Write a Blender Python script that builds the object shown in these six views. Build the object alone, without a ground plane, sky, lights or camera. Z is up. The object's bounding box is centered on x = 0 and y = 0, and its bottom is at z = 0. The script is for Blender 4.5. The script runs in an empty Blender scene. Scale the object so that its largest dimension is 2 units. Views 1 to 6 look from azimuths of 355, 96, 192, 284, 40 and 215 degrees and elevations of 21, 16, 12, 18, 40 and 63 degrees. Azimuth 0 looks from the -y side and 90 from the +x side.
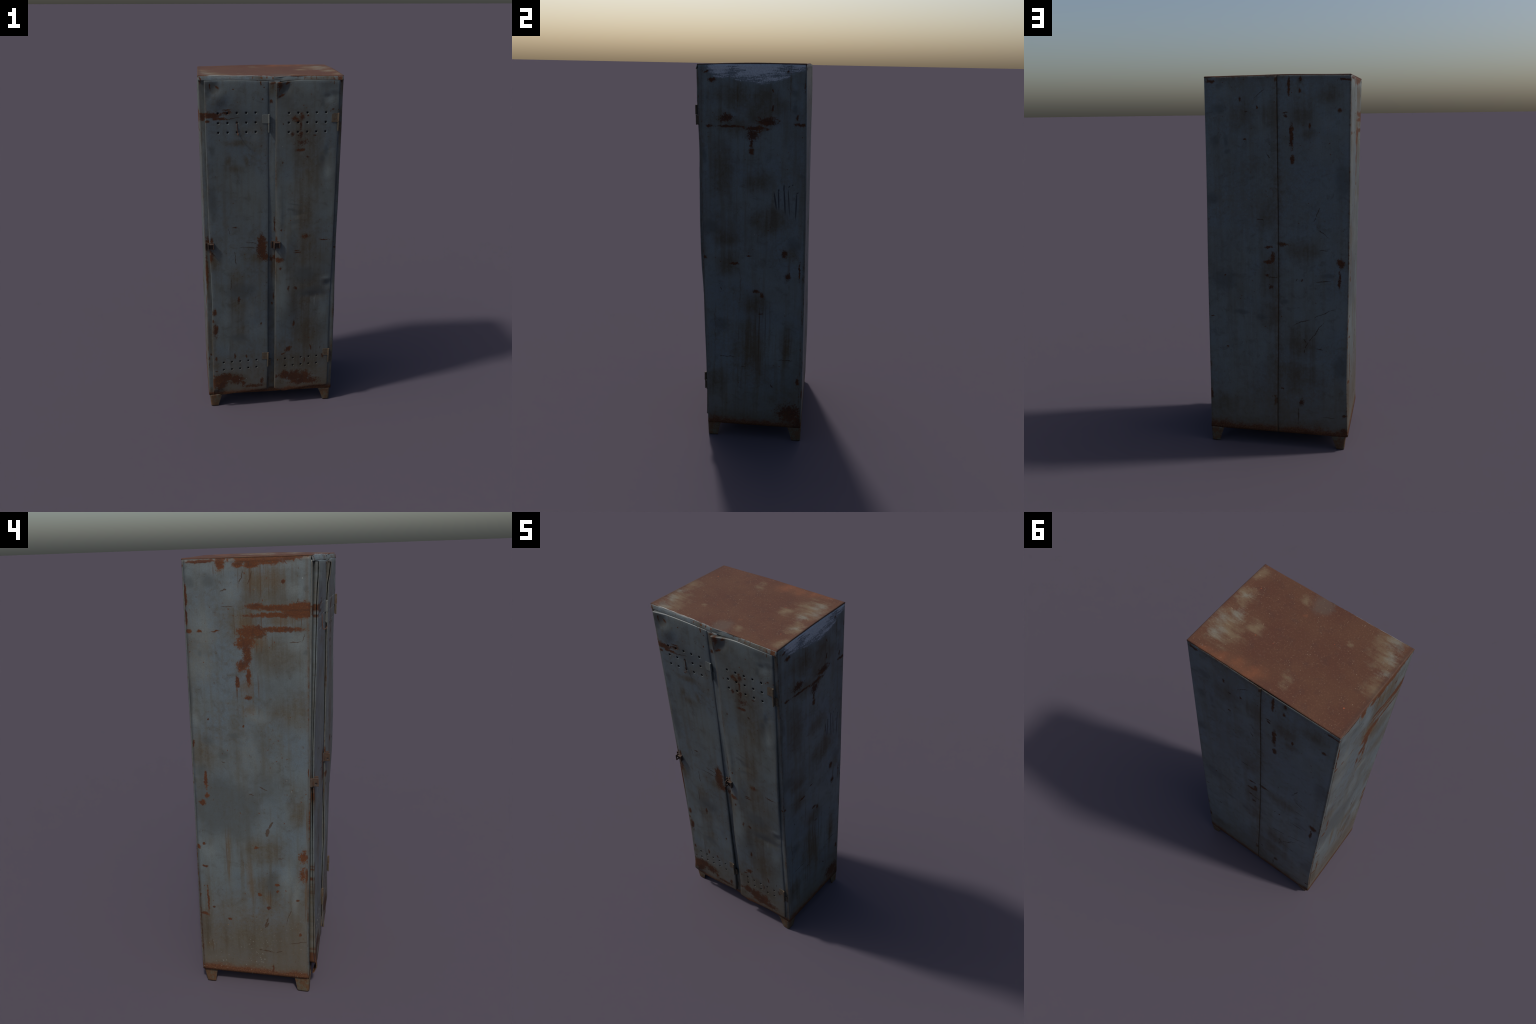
import bpy, math
import numpy as np
from mathutils import Vector, noise as mnoise

# ---------------------------------------------------------------- helpers
def curve(pts):
    """smooth cubic Hermite through (t, value) control points"""
    p = sorted(pts)
    t = np.array([a for a, _ in p], float); v = np.array([b for _, b in p], float)
    m = np.gradient(v, t)
    def f(x):
        x = np.clip(np.asarray(x, float), t[0], t[-1])
        i = np.clip(np.searchsorted(t, x) - 1, 0, len(t) - 2)
        h = t[i + 1] - t[i]; u = (x - t[i]) / h
        return ((2*u**3 - 3*u**2 + 1) * v[i] + (u**3 - 2*u**2 + u) * h * m[i]
                + (-2*u**3 + 3*u**2) * v[i + 1] + (u**3 - u**2) * h * m[i + 1])
    return f

def smooth(a, b, x):
    u = np.clip((np.asarray(x, float) - a) / (b - a), 0, 1)
    return u * u * (3 - 2 * u)

def wob(x, z, s, seed):
    """low frequency sheet-metal waviness, -1..1"""
    return mnoise.noise(Vector((x * s + seed * 7.31, z * s * 0.6 + seed * 3.7, seed * 1.9)))

def bump(x, z, cx, cz, rx, rz):
    return np.exp(-((x - cx) / rx) ** 2 - ((z - cz) / rz) ** 2)

ROOT = bpy.data.objects.new("metal_locker", None)
bpy.context.scene.collection.objects.link(ROOT)
ROOT["label"] = "battered grey-blue steel locker with two doors, rust stains and short legs"
ROOT["category"] = "metal locker"

def add(name, mesh, mat=None, parent=ROOT):
    o = bpy.data.objects.new(name, mesh)
    bpy.context.scene.collection.objects.link(o)
    if mat is not None:
        mesh.materials.append(mat)
    o.parent = parent
    return o

def mesh_from(verts, faces, name, smooth_angle=40):
    me = bpy.data.meshes.new(name)
    me.from_pydata([tuple(map(float, v)) for v in verts], [], faces)
    me.validate(); me.update()
    me.shade_smooth()
    me.set_sharp_from_angle(angle=math.radians(smooth_angle))
    return me

def grid_mesh(P, name, drop=None, flip=False, angle=40):
    """P: (ni, nj, 3); drop(i, j) -> True removes that quad"""
    ni, nj = P.shape[:2]
    V = P.reshape(-1, 3); F = []
    used = {}; VV = []
    def idx(k):
        if k not in used:
            used[k] = len(VV); VV.append(V[k])
        return used[k]
    for i in range(ni - 1):
        for j in range(nj - 1):
            if drop and drop(i, j):
                continue
            q = [i*nj + j, (i+1)*nj + j, (i+1)*nj + j + 1, i*nj + j + 1]
            if flip: q.reverse()
            F.append([idx(k) for k in q])
    return mesh_from(VV, F, name, angle)

def solidify(o, t, off=-1):
    m = o.modifiers.new("sheet", 'SOLIDIFY'); m.thickness = t; m.offset = off
    m.use_even_offset = False
    return o

def bevel(o, w, seg=2):
    m = o.modifiers.new("edge", 'BEVEL'); m.width = w; m.segments = seg
    m.limit_method = 'ANGLE'; m.angle_limit = math.radians(40)
    return o

# ---------------------------------------------------------------- node kit
class Kit:
    def __init__(self, name):
        self.mat = bpy.data.materials.new(name); self.mat.use_nodes = True
        self.t = self.mat.node_tree; self.t.nodes.clear()
        self.out = self.t.nodes.new('ShaderNodeOutputMaterial')
        self.bsdf = self.t.nodes.new('ShaderNodeBsdfPrincipled')
        self.t.links.new(self.bsdf.outputs[0], self.out.inputs[0])
        self.tc = self.t.nodes.new('ShaderNodeTexCoord')
        s = self.t.nodes.new('ShaderNodeSeparateXYZ')
        self.link(self.tc.outputs['Object'], s.inputs[0])
        self.xyz = s.outputs
    def link(self, a, b): self.t.links.new(a, b)
    def put(self, v, sock):
        if isinstance(v, bpy.types.NodeSocket): self.link(v, sock)
        elif sock.type == 'RGBA' and not isinstance(v, (int, float)):
            sock.default_value = (*v[:3], 1)
        else: sock.default_value = v
    def math(self, op, a, b=0.0, c=None, clamp=False):
        n = self.t.nodes.new('ShaderNodeMath'); n.operation = op; n.use_clamp = clamp
        self.put(a, n.inputs[0]); self.put(b, n.inputs[1])
        if c is not None: self.put(c, n.inputs[2])
        return n.outputs[0]
    def vec(self, a, b, c=0.0):
        n = self.t.nodes.new('ShaderNodeCombineXYZ')
        for v, s in zip((a, b, c), n.inputs): self.put(v, s)
        return n.outputs[0]
    def vmath(self, op, a, b):
        n = self.t.nodes.new('ShaderNodeVectorMath'); n.operation = op
        self.put(a, n.inputs[0]); self.put(b, n.inputs[1])
        return n.outputs[0]
    def ramp(self, v, a, b, lo=0.0, hi=1.0):
        n = self.t.nodes.new('ShaderNodeMapRange'); n.interpolation_type = 'SMOOTHSTEP'
        for x, k in zip((v, a, b, lo, hi), range(5)): self.put(x, n.inputs[k])
        return n.outputs[0]
    def lin(self, v, a, b, lo=0.0, hi=1.0):
        n = self.t.nodes.new('ShaderNodeMapRange'); n.clamp = True
        for x, k in zip((v, a, b, lo, hi), range(5)): self.put(x, n.inputs[k])
        return n.outputs[0]
    def noise(self, v, scale, detail=4.0, rough=0.6, dist=0.0, color=False):
        n = self.t.nodes.new('ShaderNodeTexNoise')
        self.link(v, n.inputs['Vector'])
        n.inputs['Scale'].default_value = scale; n.inputs['Detail'].default_value = detail
        n.inputs['Roughness'].default_value = rough; n.inputs['Distortion'].default_value = dist
        return n.outputs[1 if color else 0]
    def voronoi(self, v, scale, out=0, rand=1.0):
        n = self.t.nodes.new('ShaderNodeTexVoronoi')
        self.link(v, n.inputs['Vector']); n.inputs['Scale'].default_value = scale
        n.inputs['Randomness'].default_value = rand
        return n.outputs[out]
    def mapping(self, v, loc=(0, 0, 0), rot=0.0, scale=(1, 1, 1), kind='POINT'):
        n = self.t.nodes.new('ShaderNodeMapping'); n.vector_type = kind
        self.link(v, n.inputs[0]); n.inputs[1].default_value = loc
        n.inputs[2].default_value = (0, 0, rot); n.inputs[3].default_value = scale
        return n.outputs[0]
    def mix(self, f, a, b, mode='MIX'):
        n = self.t.nodes.new('ShaderNodeMix'); n.data_type = 'RGBA'; n.blend_type = mode
        self.put(f, n.inputs[0]); self.put(a, n.inputs[6]); self.put(b, n.inputs[7])
        return n.outputs[2]
    def ellipse(self, v, a, b, ra, rb, ang=0.0, gain=1.0):
        n = self.t.nodes.new('ShaderNodeTexGradient'); n.gradient_type = 'SPHERICAL'
        m = n.texture_mapping; m.vector_type = 'TEXTURE'
        m.translation = (a, b, 0); m.rotation = (0, 0, math.radians(ang)); m.scale = (ra, rb, 1)
        self.link(v, n.inputs[0])
        return n.outputs['Fac'] if gain == 1.0 else self.math('MULTIPLY', n.outputs['Fac'], gain)
    def field(self, v, spots):
        r = 0.0
        for s in spots:
            e = self.ellipse(v, *s)
            r = self.math('MAXIMUM', e, r)
        return r
    def bump(self, h, strength=0.3, dist=0.002):
        n = self.t.nodes.new('ShaderNodeBump'); n.inputs['Strength'].default_value = strength
        n.inputs['Distance'].default_value = dist
        self.put(h, n.inputs['Height']); self.link(n.outputs[0], self.bsdf.inputs['Normal'])
    def finish(self, color, rough, h=None, spec=0.4, bump=0.3, metal=0.0):
        self.put(color, self.bsdf.inputs['Base Color']); self.put(rough, self.bsdf.inputs['Roughness'])
        self.bsdf.inputs['Specular IOR Level'].default_value = spec
        self.bsdf.inputs['Metallic'].default_value = metal
        if h is not None: self.bump(h, bump)
        return self.mat

PAINT = (0.112, 0.134, 0.139)
PAINT_COOL = (0.098, 0.126, 0.146)
PAINT_GREEN = (0.094, 0.106, 0.100)
GRIME = (0.085, 0.078, 0.056)
RUST_DARK = (0.060, 0.020, 0.010)
RUST = (0.090, 0.030, 0.011)
RUST_LIGHT = (0.140, 0.058, 0.019)
CHIP = (0.30, 0.31, 0.30)

def painted(name, plane, seed, rust=(), grime=(), dark=(), pale=(), lines=(), ochre=(), scrape=(),
            bottom=None, speck=0.5, edges=(), streak=0.35, marks=(), specks_low=0.0, seam=None, tone=1.0, rtone=1.0, dirt=0.4, haze=None, gamt=0.9, rgain=1.0):
    """painted, stained sheet steel. plane: which object axes span the sheet"""
    k = Kit(name)
    a, b = [k.xyz['XYZ'.index(c)] for c in plane]
    V = k.vec(a, b, 0.0)
    S = k.vec(k.math('ADD', a, seed * 1.37), k.math('ADD', b, seed * 2.11), seed * 0.77)
    big = k.noise(S, 3.2, 4, 0.55)
    mid = k.noise(S, 11.0, 5, 0.6)
    fine = k.noise(S, 70.0, 5, 0.65)
    tiny = k.noise(S, 170.0, 4, 0.7)
    pat = k.noise(S, 19.0, 6, 0.7, 0.6)
    vstr = k.noise(k.mapping(S, scale=(42, 2.2, 1)), 1.0, 4, 0.6)
    grain = k.noise(S, 260.0, 2, 0.6)
    wcol = k.noise(S, 26.0, 4, 0.65, color=True)
    W = k.vmath('ADD', V, k.mapping(k.vmath('SUBTRACT', wcol, (0.5, 0.5, 0.5)), scale=(0.022, 0.022, 0)))
    wsoft = k.noise(S, 7.0, 3, 0.6, color=True)
    WS = k.vmath('ADD', V, k.mapping(k.vmath('SUBTRACT', wsoft, (0.5, 0.5, 0.5)), scale=(0.05, 0.05, 0)))
    # paint
    col = k.mix(k.ramp(big, 0.38, 0.62), PAINT, PAINT_COOL)
    col = k.mix(k.math('MULTIPLY', k.ramp(mid, 0.42, 0.66), 0.55), col, PAINT_GREEN)
    col = k.mix(k.math('MULTIPLY', k.ramp(vstr, 0.45, 0.72), streak), col, GRIME)
    col = k.mix(k.math('MULTIPLY', k.ramp(pat, 0.50, 0.68), 0.45), col, (0.062, 0.070, 0.068))
    col = k.mix(k.math('MULTIPLY', k.ramp(pat, 0.46, 0.30), 0.15), col, (0.125, 0.148, 0.155))
    col = k.mix(k.math('MULTIPLY', k.ramp(k.math('ADD', k.math('MULTIPLY', big, .5), k.math('MULTIPLY', fine, .5)), 0.52, 0.62), 0.35), col, (0.088, 0.076, 0.052))
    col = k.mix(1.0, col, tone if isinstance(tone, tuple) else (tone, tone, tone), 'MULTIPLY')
    # broad handling dirt, brown-grey, in soft clouds with a vertical run
    cloud = k.noise(k.mapping(S, scale=(2.6, 1.5, 1)), 1.0, 5, 0.6, 0.4)
    cl = k.math('ADD', k.math('MULTIPLY', cloud, 0.62), k.math('ADD', k.math('MULTIPLY', vstr, 0.2), k.math('MULTIPLY', pat, 0.18)))
    col = k.mix(k.math('MULTIPLY', k.ramp(cl, 0.44, 0.60), dirt), col, k.mix(k.ramp(mid, .4, .6), (0.066, 0.065, 0.055), (0.060, 0.053, 0.040)))
    col = k.mix(k.math('MULTIPLY', k.ramp(cl, 0.50, 0.38), dirt * .5), col, (0.074, 0.088, 0.096))
    if haze:
        z0, z1, amt = haze
        n = k.math('ADD', k.math('MULTIPLY', fine, 0.5), k.math('MULTIPLY', pat, 0.5))
        f = k.math('ADD', k.lin(b, z1, z0), k.math('MULTIPLY', k.math('SUBTRACT', n, 0.5), 1.0))
        col = k.mix(k.math('MULTIPLY', k.ramp(f, 0.1, 0.9), amt), col, k.mix(k.ramp(tiny, .45, .62), (0.076, 0.062, 0.042), (0.090, 0.058, 0.030)))
    # soft dirt
    if grime:
        f = k.field(WS, grime)
        f = k.math('MULTIPLY', k.ramp(f, 0.0, 0.9), k.lin(k.math('ADD', k.math('ADD', vstr, fine), k.math('ADD', pat, mid)), 1.6, 2.2, 0.45, 1.0))
        col = k.mix(k.math('MULTIPLY', f, gamt), col, k.mix(k.ramp(k.math('ADD', k.math('MULTIPLY', tiny, .5), k.math('MULTIPLY', vstr, .5)), .4, .6), (0.070, 0.062, 0.043), (0.050, 0.039, 0.025)))
    if dark:
        f = k.ramp(k.math('ADD', k.field(WS, dark), k.math('MULTIPLY', k.math('SUBTRACT', pat, 0.5), 0.7)), 0.08, 0.75)
        col = k.mix(k.math('MULTIPLY', f, 0.62), col, (0.046, 0.054, 0.056))
    if pale:
        f = k.math('MULTIPLY', k.ramp(k.field(WS, pale), 0.0, 0.9), k.lin(k.math('ADD', fine, vstr), 0.7, 1.2, 0.10, 0.40))
        col = k.mix(f, col, (0.150, 0.178, 0.185))
    if scrape:
        hs = k.noise(k.mapping(S, rot=0.08, scale=(9, 75, 1)), 1.0, 5, 0.7)
        f = k.field(W, scrape)
        n = k.math('ADD', k.math('MULTIPLY', hs, .55), k.math('ADD', k.math('MULTIPLY', tiny, .30), k.math('MULTIPLY', f, .28)))
        cres = k.ramp(f, 0.30, 0.37)
        col = k.mix(k.math('MULTIPLY', cres, .75), col, (0.105, 0.125, 0.150))
        f = k.math('MULTIPLY', cres, k.ramp(n, 0.50, 0.60, 0, .9))
        col = k.mix(f, col, (0.40, 0.42, 0.46))
    rustcol = k.mix(k.ramp(mid, 0.40, 0.60), RUST_DARK, RUST)
    rustcol = k.mix(k.ramp(tiny, 0.52, 0.70), rustcol, RUST_LIGHT)
    rustcol = k.mix(k.ramp(k.math('ADD', k.math('MULTIPLY', tiny, .6), k.math('MULTIPLY', fine, .4)), 0.46, 0.36), rustcol, (0.036, 0.027, 0.019))
    if rtone != 1.0: rustcol = k.mix(1.0, rustcol, (rtone, rtone, rtone), 'MULTIPLY')
    halo = None
    total = None
    def lay(mask, c):
        nonlocal col, total
        col = k.mix(mask, col, c)
        total = mask if total is None else k.math('MAXIMUM', total, mask)
    # ochre runs: thin drip streaks
    if ochre:
        f = k.field(W, ochre)
        n = k.math('ADD', k.math('MULTIPLY', vstr, 0.55), k.math('ADD', k.math('MULTIPLY', tiny, 0.25), k.math('MULTIPLY', pat, 0.2)))
        f = k.ramp(k.math('ADD', f, k.math('MULTIPLY', k.math('SUBTRACT', n, 0.53), 2.6)), 0.20, 1.0)
        dr = k.noise(k.mapping(S, scale=(95, 1.3, 1)), 1.0, 4, 0.65)
        th = k.math('MULTIPLY', k.ramp(dr, 0.56, 0.66), k.ramp(k.field(V, ochre), 0.0, 0.4))
        lay(k.math('MULTIPLY', th, 0.65), (0.070 * rtone, 0.036 * rtone, 0.017 * rtone))
        lay(k.math('MULTIPLY', f, 0.55), (0.098 * rtone, 0.060 * rtone, 0.026 * rtone))
    # speckled rust over everything, denser where the big noise says so
    sp = k.math('ADD', fine, k.math('MULTIPLY', k.math('SUBTRACT', big, 0.5), 0.35))
    lay(k.math('MULTIPLY', k.ramp(sp, 0.80 - 0.13 * speck, 0.86 - 0.13 * speck), 0.85), rustcol)
    vo2 = k.voronoi(W, 85.0)
    lay(k.math('MULTIPLY', k.math('MULTIPLY', k.ramp(vo2, 0.16, 0.08), k.ramp(pat, 0.52, 0.60)), 0.75), rustcol)
    vo = k.voronoi(W, 38.0)
    lay(k.math('MULTIPLY', k.math('MULTIPLY', k.ramp(vo, 0.13, 0.07), k.ramp(mid, 0.53, 0.60)), 0.9), RUST)
    # edge rust
    if edges:
        e = None
        for ax, pos, width, amt in edges:
            c = a if ax == 0 else b
            d = k.lin(k.math('ABSOLUTE', k.math('SUBTRACT', c, pos)), width, 0.0, 0.0, amt)
            e = d if e is None else k.math('MAXIMUM', e, d)
        n = k.math('ADD', k.math('MULTIPLY', fine, 0.6), k.math('MULTIPLY', mid, 0.6))
        f = k.ramp(k.math('ADD', e, k.math('MULTIPLY', k.math('SUBTRACT', n, 0.6), 1.8)), 0.45, 0.80)
        lay(k.math('MULTIPLY', k.ramp(e, 0, .8), 0.5), (0.062, 0.044, 0.028))
        lay(k.math('MULTIPLY', f, 0.85), k.mix(.45, rustcol, (0.045, 0.022, 0.013)))
    # rust band along the foot of the sheet
    if bottom:
        z0, h, amt = bottom
        n = k.math('ADD', k.math('MULTIPLY', fine, 0.5), k.math('MULTIPLY', mid, 0.7))
        d = k.lin(b, z0 + h, z0, 0.0, 1.0)
        f = k.ramp(k.math('ADD', k.math('MULTIPLY', k.math('POWER', d, 2.2), amt), k.math('MULTIPLY', k.math('SUBTRACT', n, 0.6), 1.6)), 0.25, 0.9)
        lay(k.math('MULTIPLY', k.ramp(k.math('ADD', d, k.math('MULTIPLY', k.math('SUBTRACT', n, 0.6), .8)), 0, .8), .62), (0.070, 0.050, 0.030))
        lay(f, k.mix(k.ramp(tiny, 0.42, 0.62), RUST_DARK, (0.098, 0.046, 0.020)))
    # placed rust
    if rust:
        f = k.field(W, rust)
        if rgain != 1.0: f = k.math('MULTIPLY', f, rgain)
        lay(k.math('MULTIPLY', k.ramp(k.math('ADD', f, k.math('MULTIPLY', k.math('SUBTRACT', pat, 0.5), 1.0)), 0.0, 0.75), 0.55), (0.080 * rtone, 0.053 * rtone, 0.029 * rtone))
        # rust follows the wiping direction: level smears up at the vents, drips below
        run = k.noise(k.mapping(S, scale=(70, 6, 1)), 1.0, 5, 0.65)
        smear = k.noise(k.mapping(S, rot=0.06, scale=(7, 75, 1)), 1.0, 5, 0.65)
        up = k.ramp(b, 1.71, 1.74)
        st = k.math('ADD', k.math('MULTIPLY', smear, up), k.math('MULTIPLY', run, k.math('SUBTRACT', 1.0, up)))
        spk = k.math('ADD', k.math('ADD', k.math('MULTIPLY', tiny, .45), k.math('MULTIPLY', fine, .55)), k.math('MULTIPLY', f, 0.30))
        lay(k.math('MULTIPLY', k.math('MULTIPLY', k.ramp(spk, 0.60, 0.67), k.ramp(f, 0.0, 0.12)), 0.85), rustcol)
        n = k.math('ADD', k.math('ADD', k.math('MULTIPLY', fine, 0.24), k.math('MULTIPLY', pat, 0.20)), k.math('ADD', k.math('MULTIPLY', tiny, 0.20), k.math('MULTIPLY', st, 0.36)))
        f = k.ramp(k.math('ADD', f, k.math('MULTIPLY', k.math('SUBTRACT', n, 0.5), 4.4)), 0.40, 0.74)
        streaked = k.mix(k.math('MULTIPLY', k.ramp(st, 0.50, 0.40), 0.55), rustcol, (0.045 * rtone, 0.019 * rtone, 0.010 * rtone))
        lay(k.math('MULTIPLY', f, 0.92), streaked)
    if lines:
        f = k.field(W, lines)
        f = k.ramp(k.math('ADD', f, k.math('MULTIPLY', k.math('SUBTRACT', fine, 0.5), 1.0)), 0.2, 0.4)
        lay(k.math('MULTIPLY', f, 0.8), (0.056 * rtone, 0.029 * rtone, 0.015 * rtone))
    if marks:
        f = k.ramp(k.field(V, marks), 0.02, 0.35)
        col = k.mix(k.math('MULTIPLY', f, 0.95), col, (0.012, 0.014, 0.022))
    if seam is not None:
        sx = k.lin(b, 0.1, 1.0, 0.0025, -0.0105)
        f = k.lin(k.math('ABSOLUTE', k.math('SUBTRACT', a, sx)), 0.005, 0.0015)
        f = k.math('MULTIPLY', f, k.lin(k.math('ADD', vstr, fine), .7, 1.1, .55, 1.0))
        lay(k.math('MULTIPLY', f, 0.9), (0.062, 0.032, 0.014))
        f = k.lin(k.math('ABSOLUTE', k.math('SUBTRACT', a, sx)), 0.06, 0.0)
        col = k.mix(k.math('MULTIPLY', k.math('MULTIPLY', f, f), k.lin(k.math('ADD', pat, fine), .75, 1.2, .1, .8)), col, (0.062, 0.046, 0.028))
    # pale chips
    ch = k.voronoi(k.mapping(S, rot=0.25, scale=(1, 0.4, 1)), 34.0)
    pick = k.noise(S, 6.0, 2, 0.5)
    f = k.math('MULTIPLY', k.ramp(ch, 0.05, 0.025), k.ramp(pick, 0.57, 0.62, 0, .8))
    col = k.mix(f, col, k.mix(k.ramp(big, 0.47, 0.53), CHIP, (0.26, 0.15, 0.055)))
    if specks_low:
        d = k.lin(b, 0.5, 0.15, 0.0, 1.0)
        vs = k.voronoi(W, 75.0)
        f = k.math('MULTIPLY', k.ramp(vs, 0.20, 0.12), k.math('MULTIPLY', k.ramp(mid, 0.42, 0.6), d))
        col = k.mix(k.math('MULTIPLY', f, specks_low), col, (0.22, 0.23, 0.21))
    col = k.mix(k.lin(grain, 0.3, 0.7, 0.0, 0.25), col, (0.02, 0.02, 0.018))
    rough = k.math('ADD', k.lin(total, 0, 1, 0.46, 0.85), k.math('MULTIPLY', k.math('SUBTRACT', mid, 0.5), 0.25))
    h = k.math('ADD', k.math('MULTIPLY', fine, 0.35), k.math('MULTIPLY', mid, 0.6))
    m = k.finish(col, rough, h, 0.4, 0.22)
    k.put(k.lin(total, 0, 1, 0.40, 0.15), k.bsdf.inputs['Specular IOR Level'])
    return m

def rusty(name, base, other, rustiness, seed, scale=60.0, spec=0.3):
    """small fittings: paint worn through to rust"""
    k = Kit(name)
    S = k.mapping(k.tc.outputs['Object'], (seed, seed * 1.7, seed * .3))
    n1 = k.noise(S, scale, 5, 0.65); n2 = k.noise(S, scale * 3.3, 3, 0.6)
    c = k.mix(k.ramp(k.math('ADD', k.math('MULTIPLY', n1, .7), k.math('MULTIPLY', n2, .3)), 0.62 - rustiness, 0.74 - rustiness), base, other)
    c = k.mix(k.ramp(n2, 0.5, 0.7), c, k.mix(0.5, c, (0.03, 0.017, 0.01)))
    return k.finish(c, k.lin(n1, .3, .7, .5, .8), n1, spec, 0.4)

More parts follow.
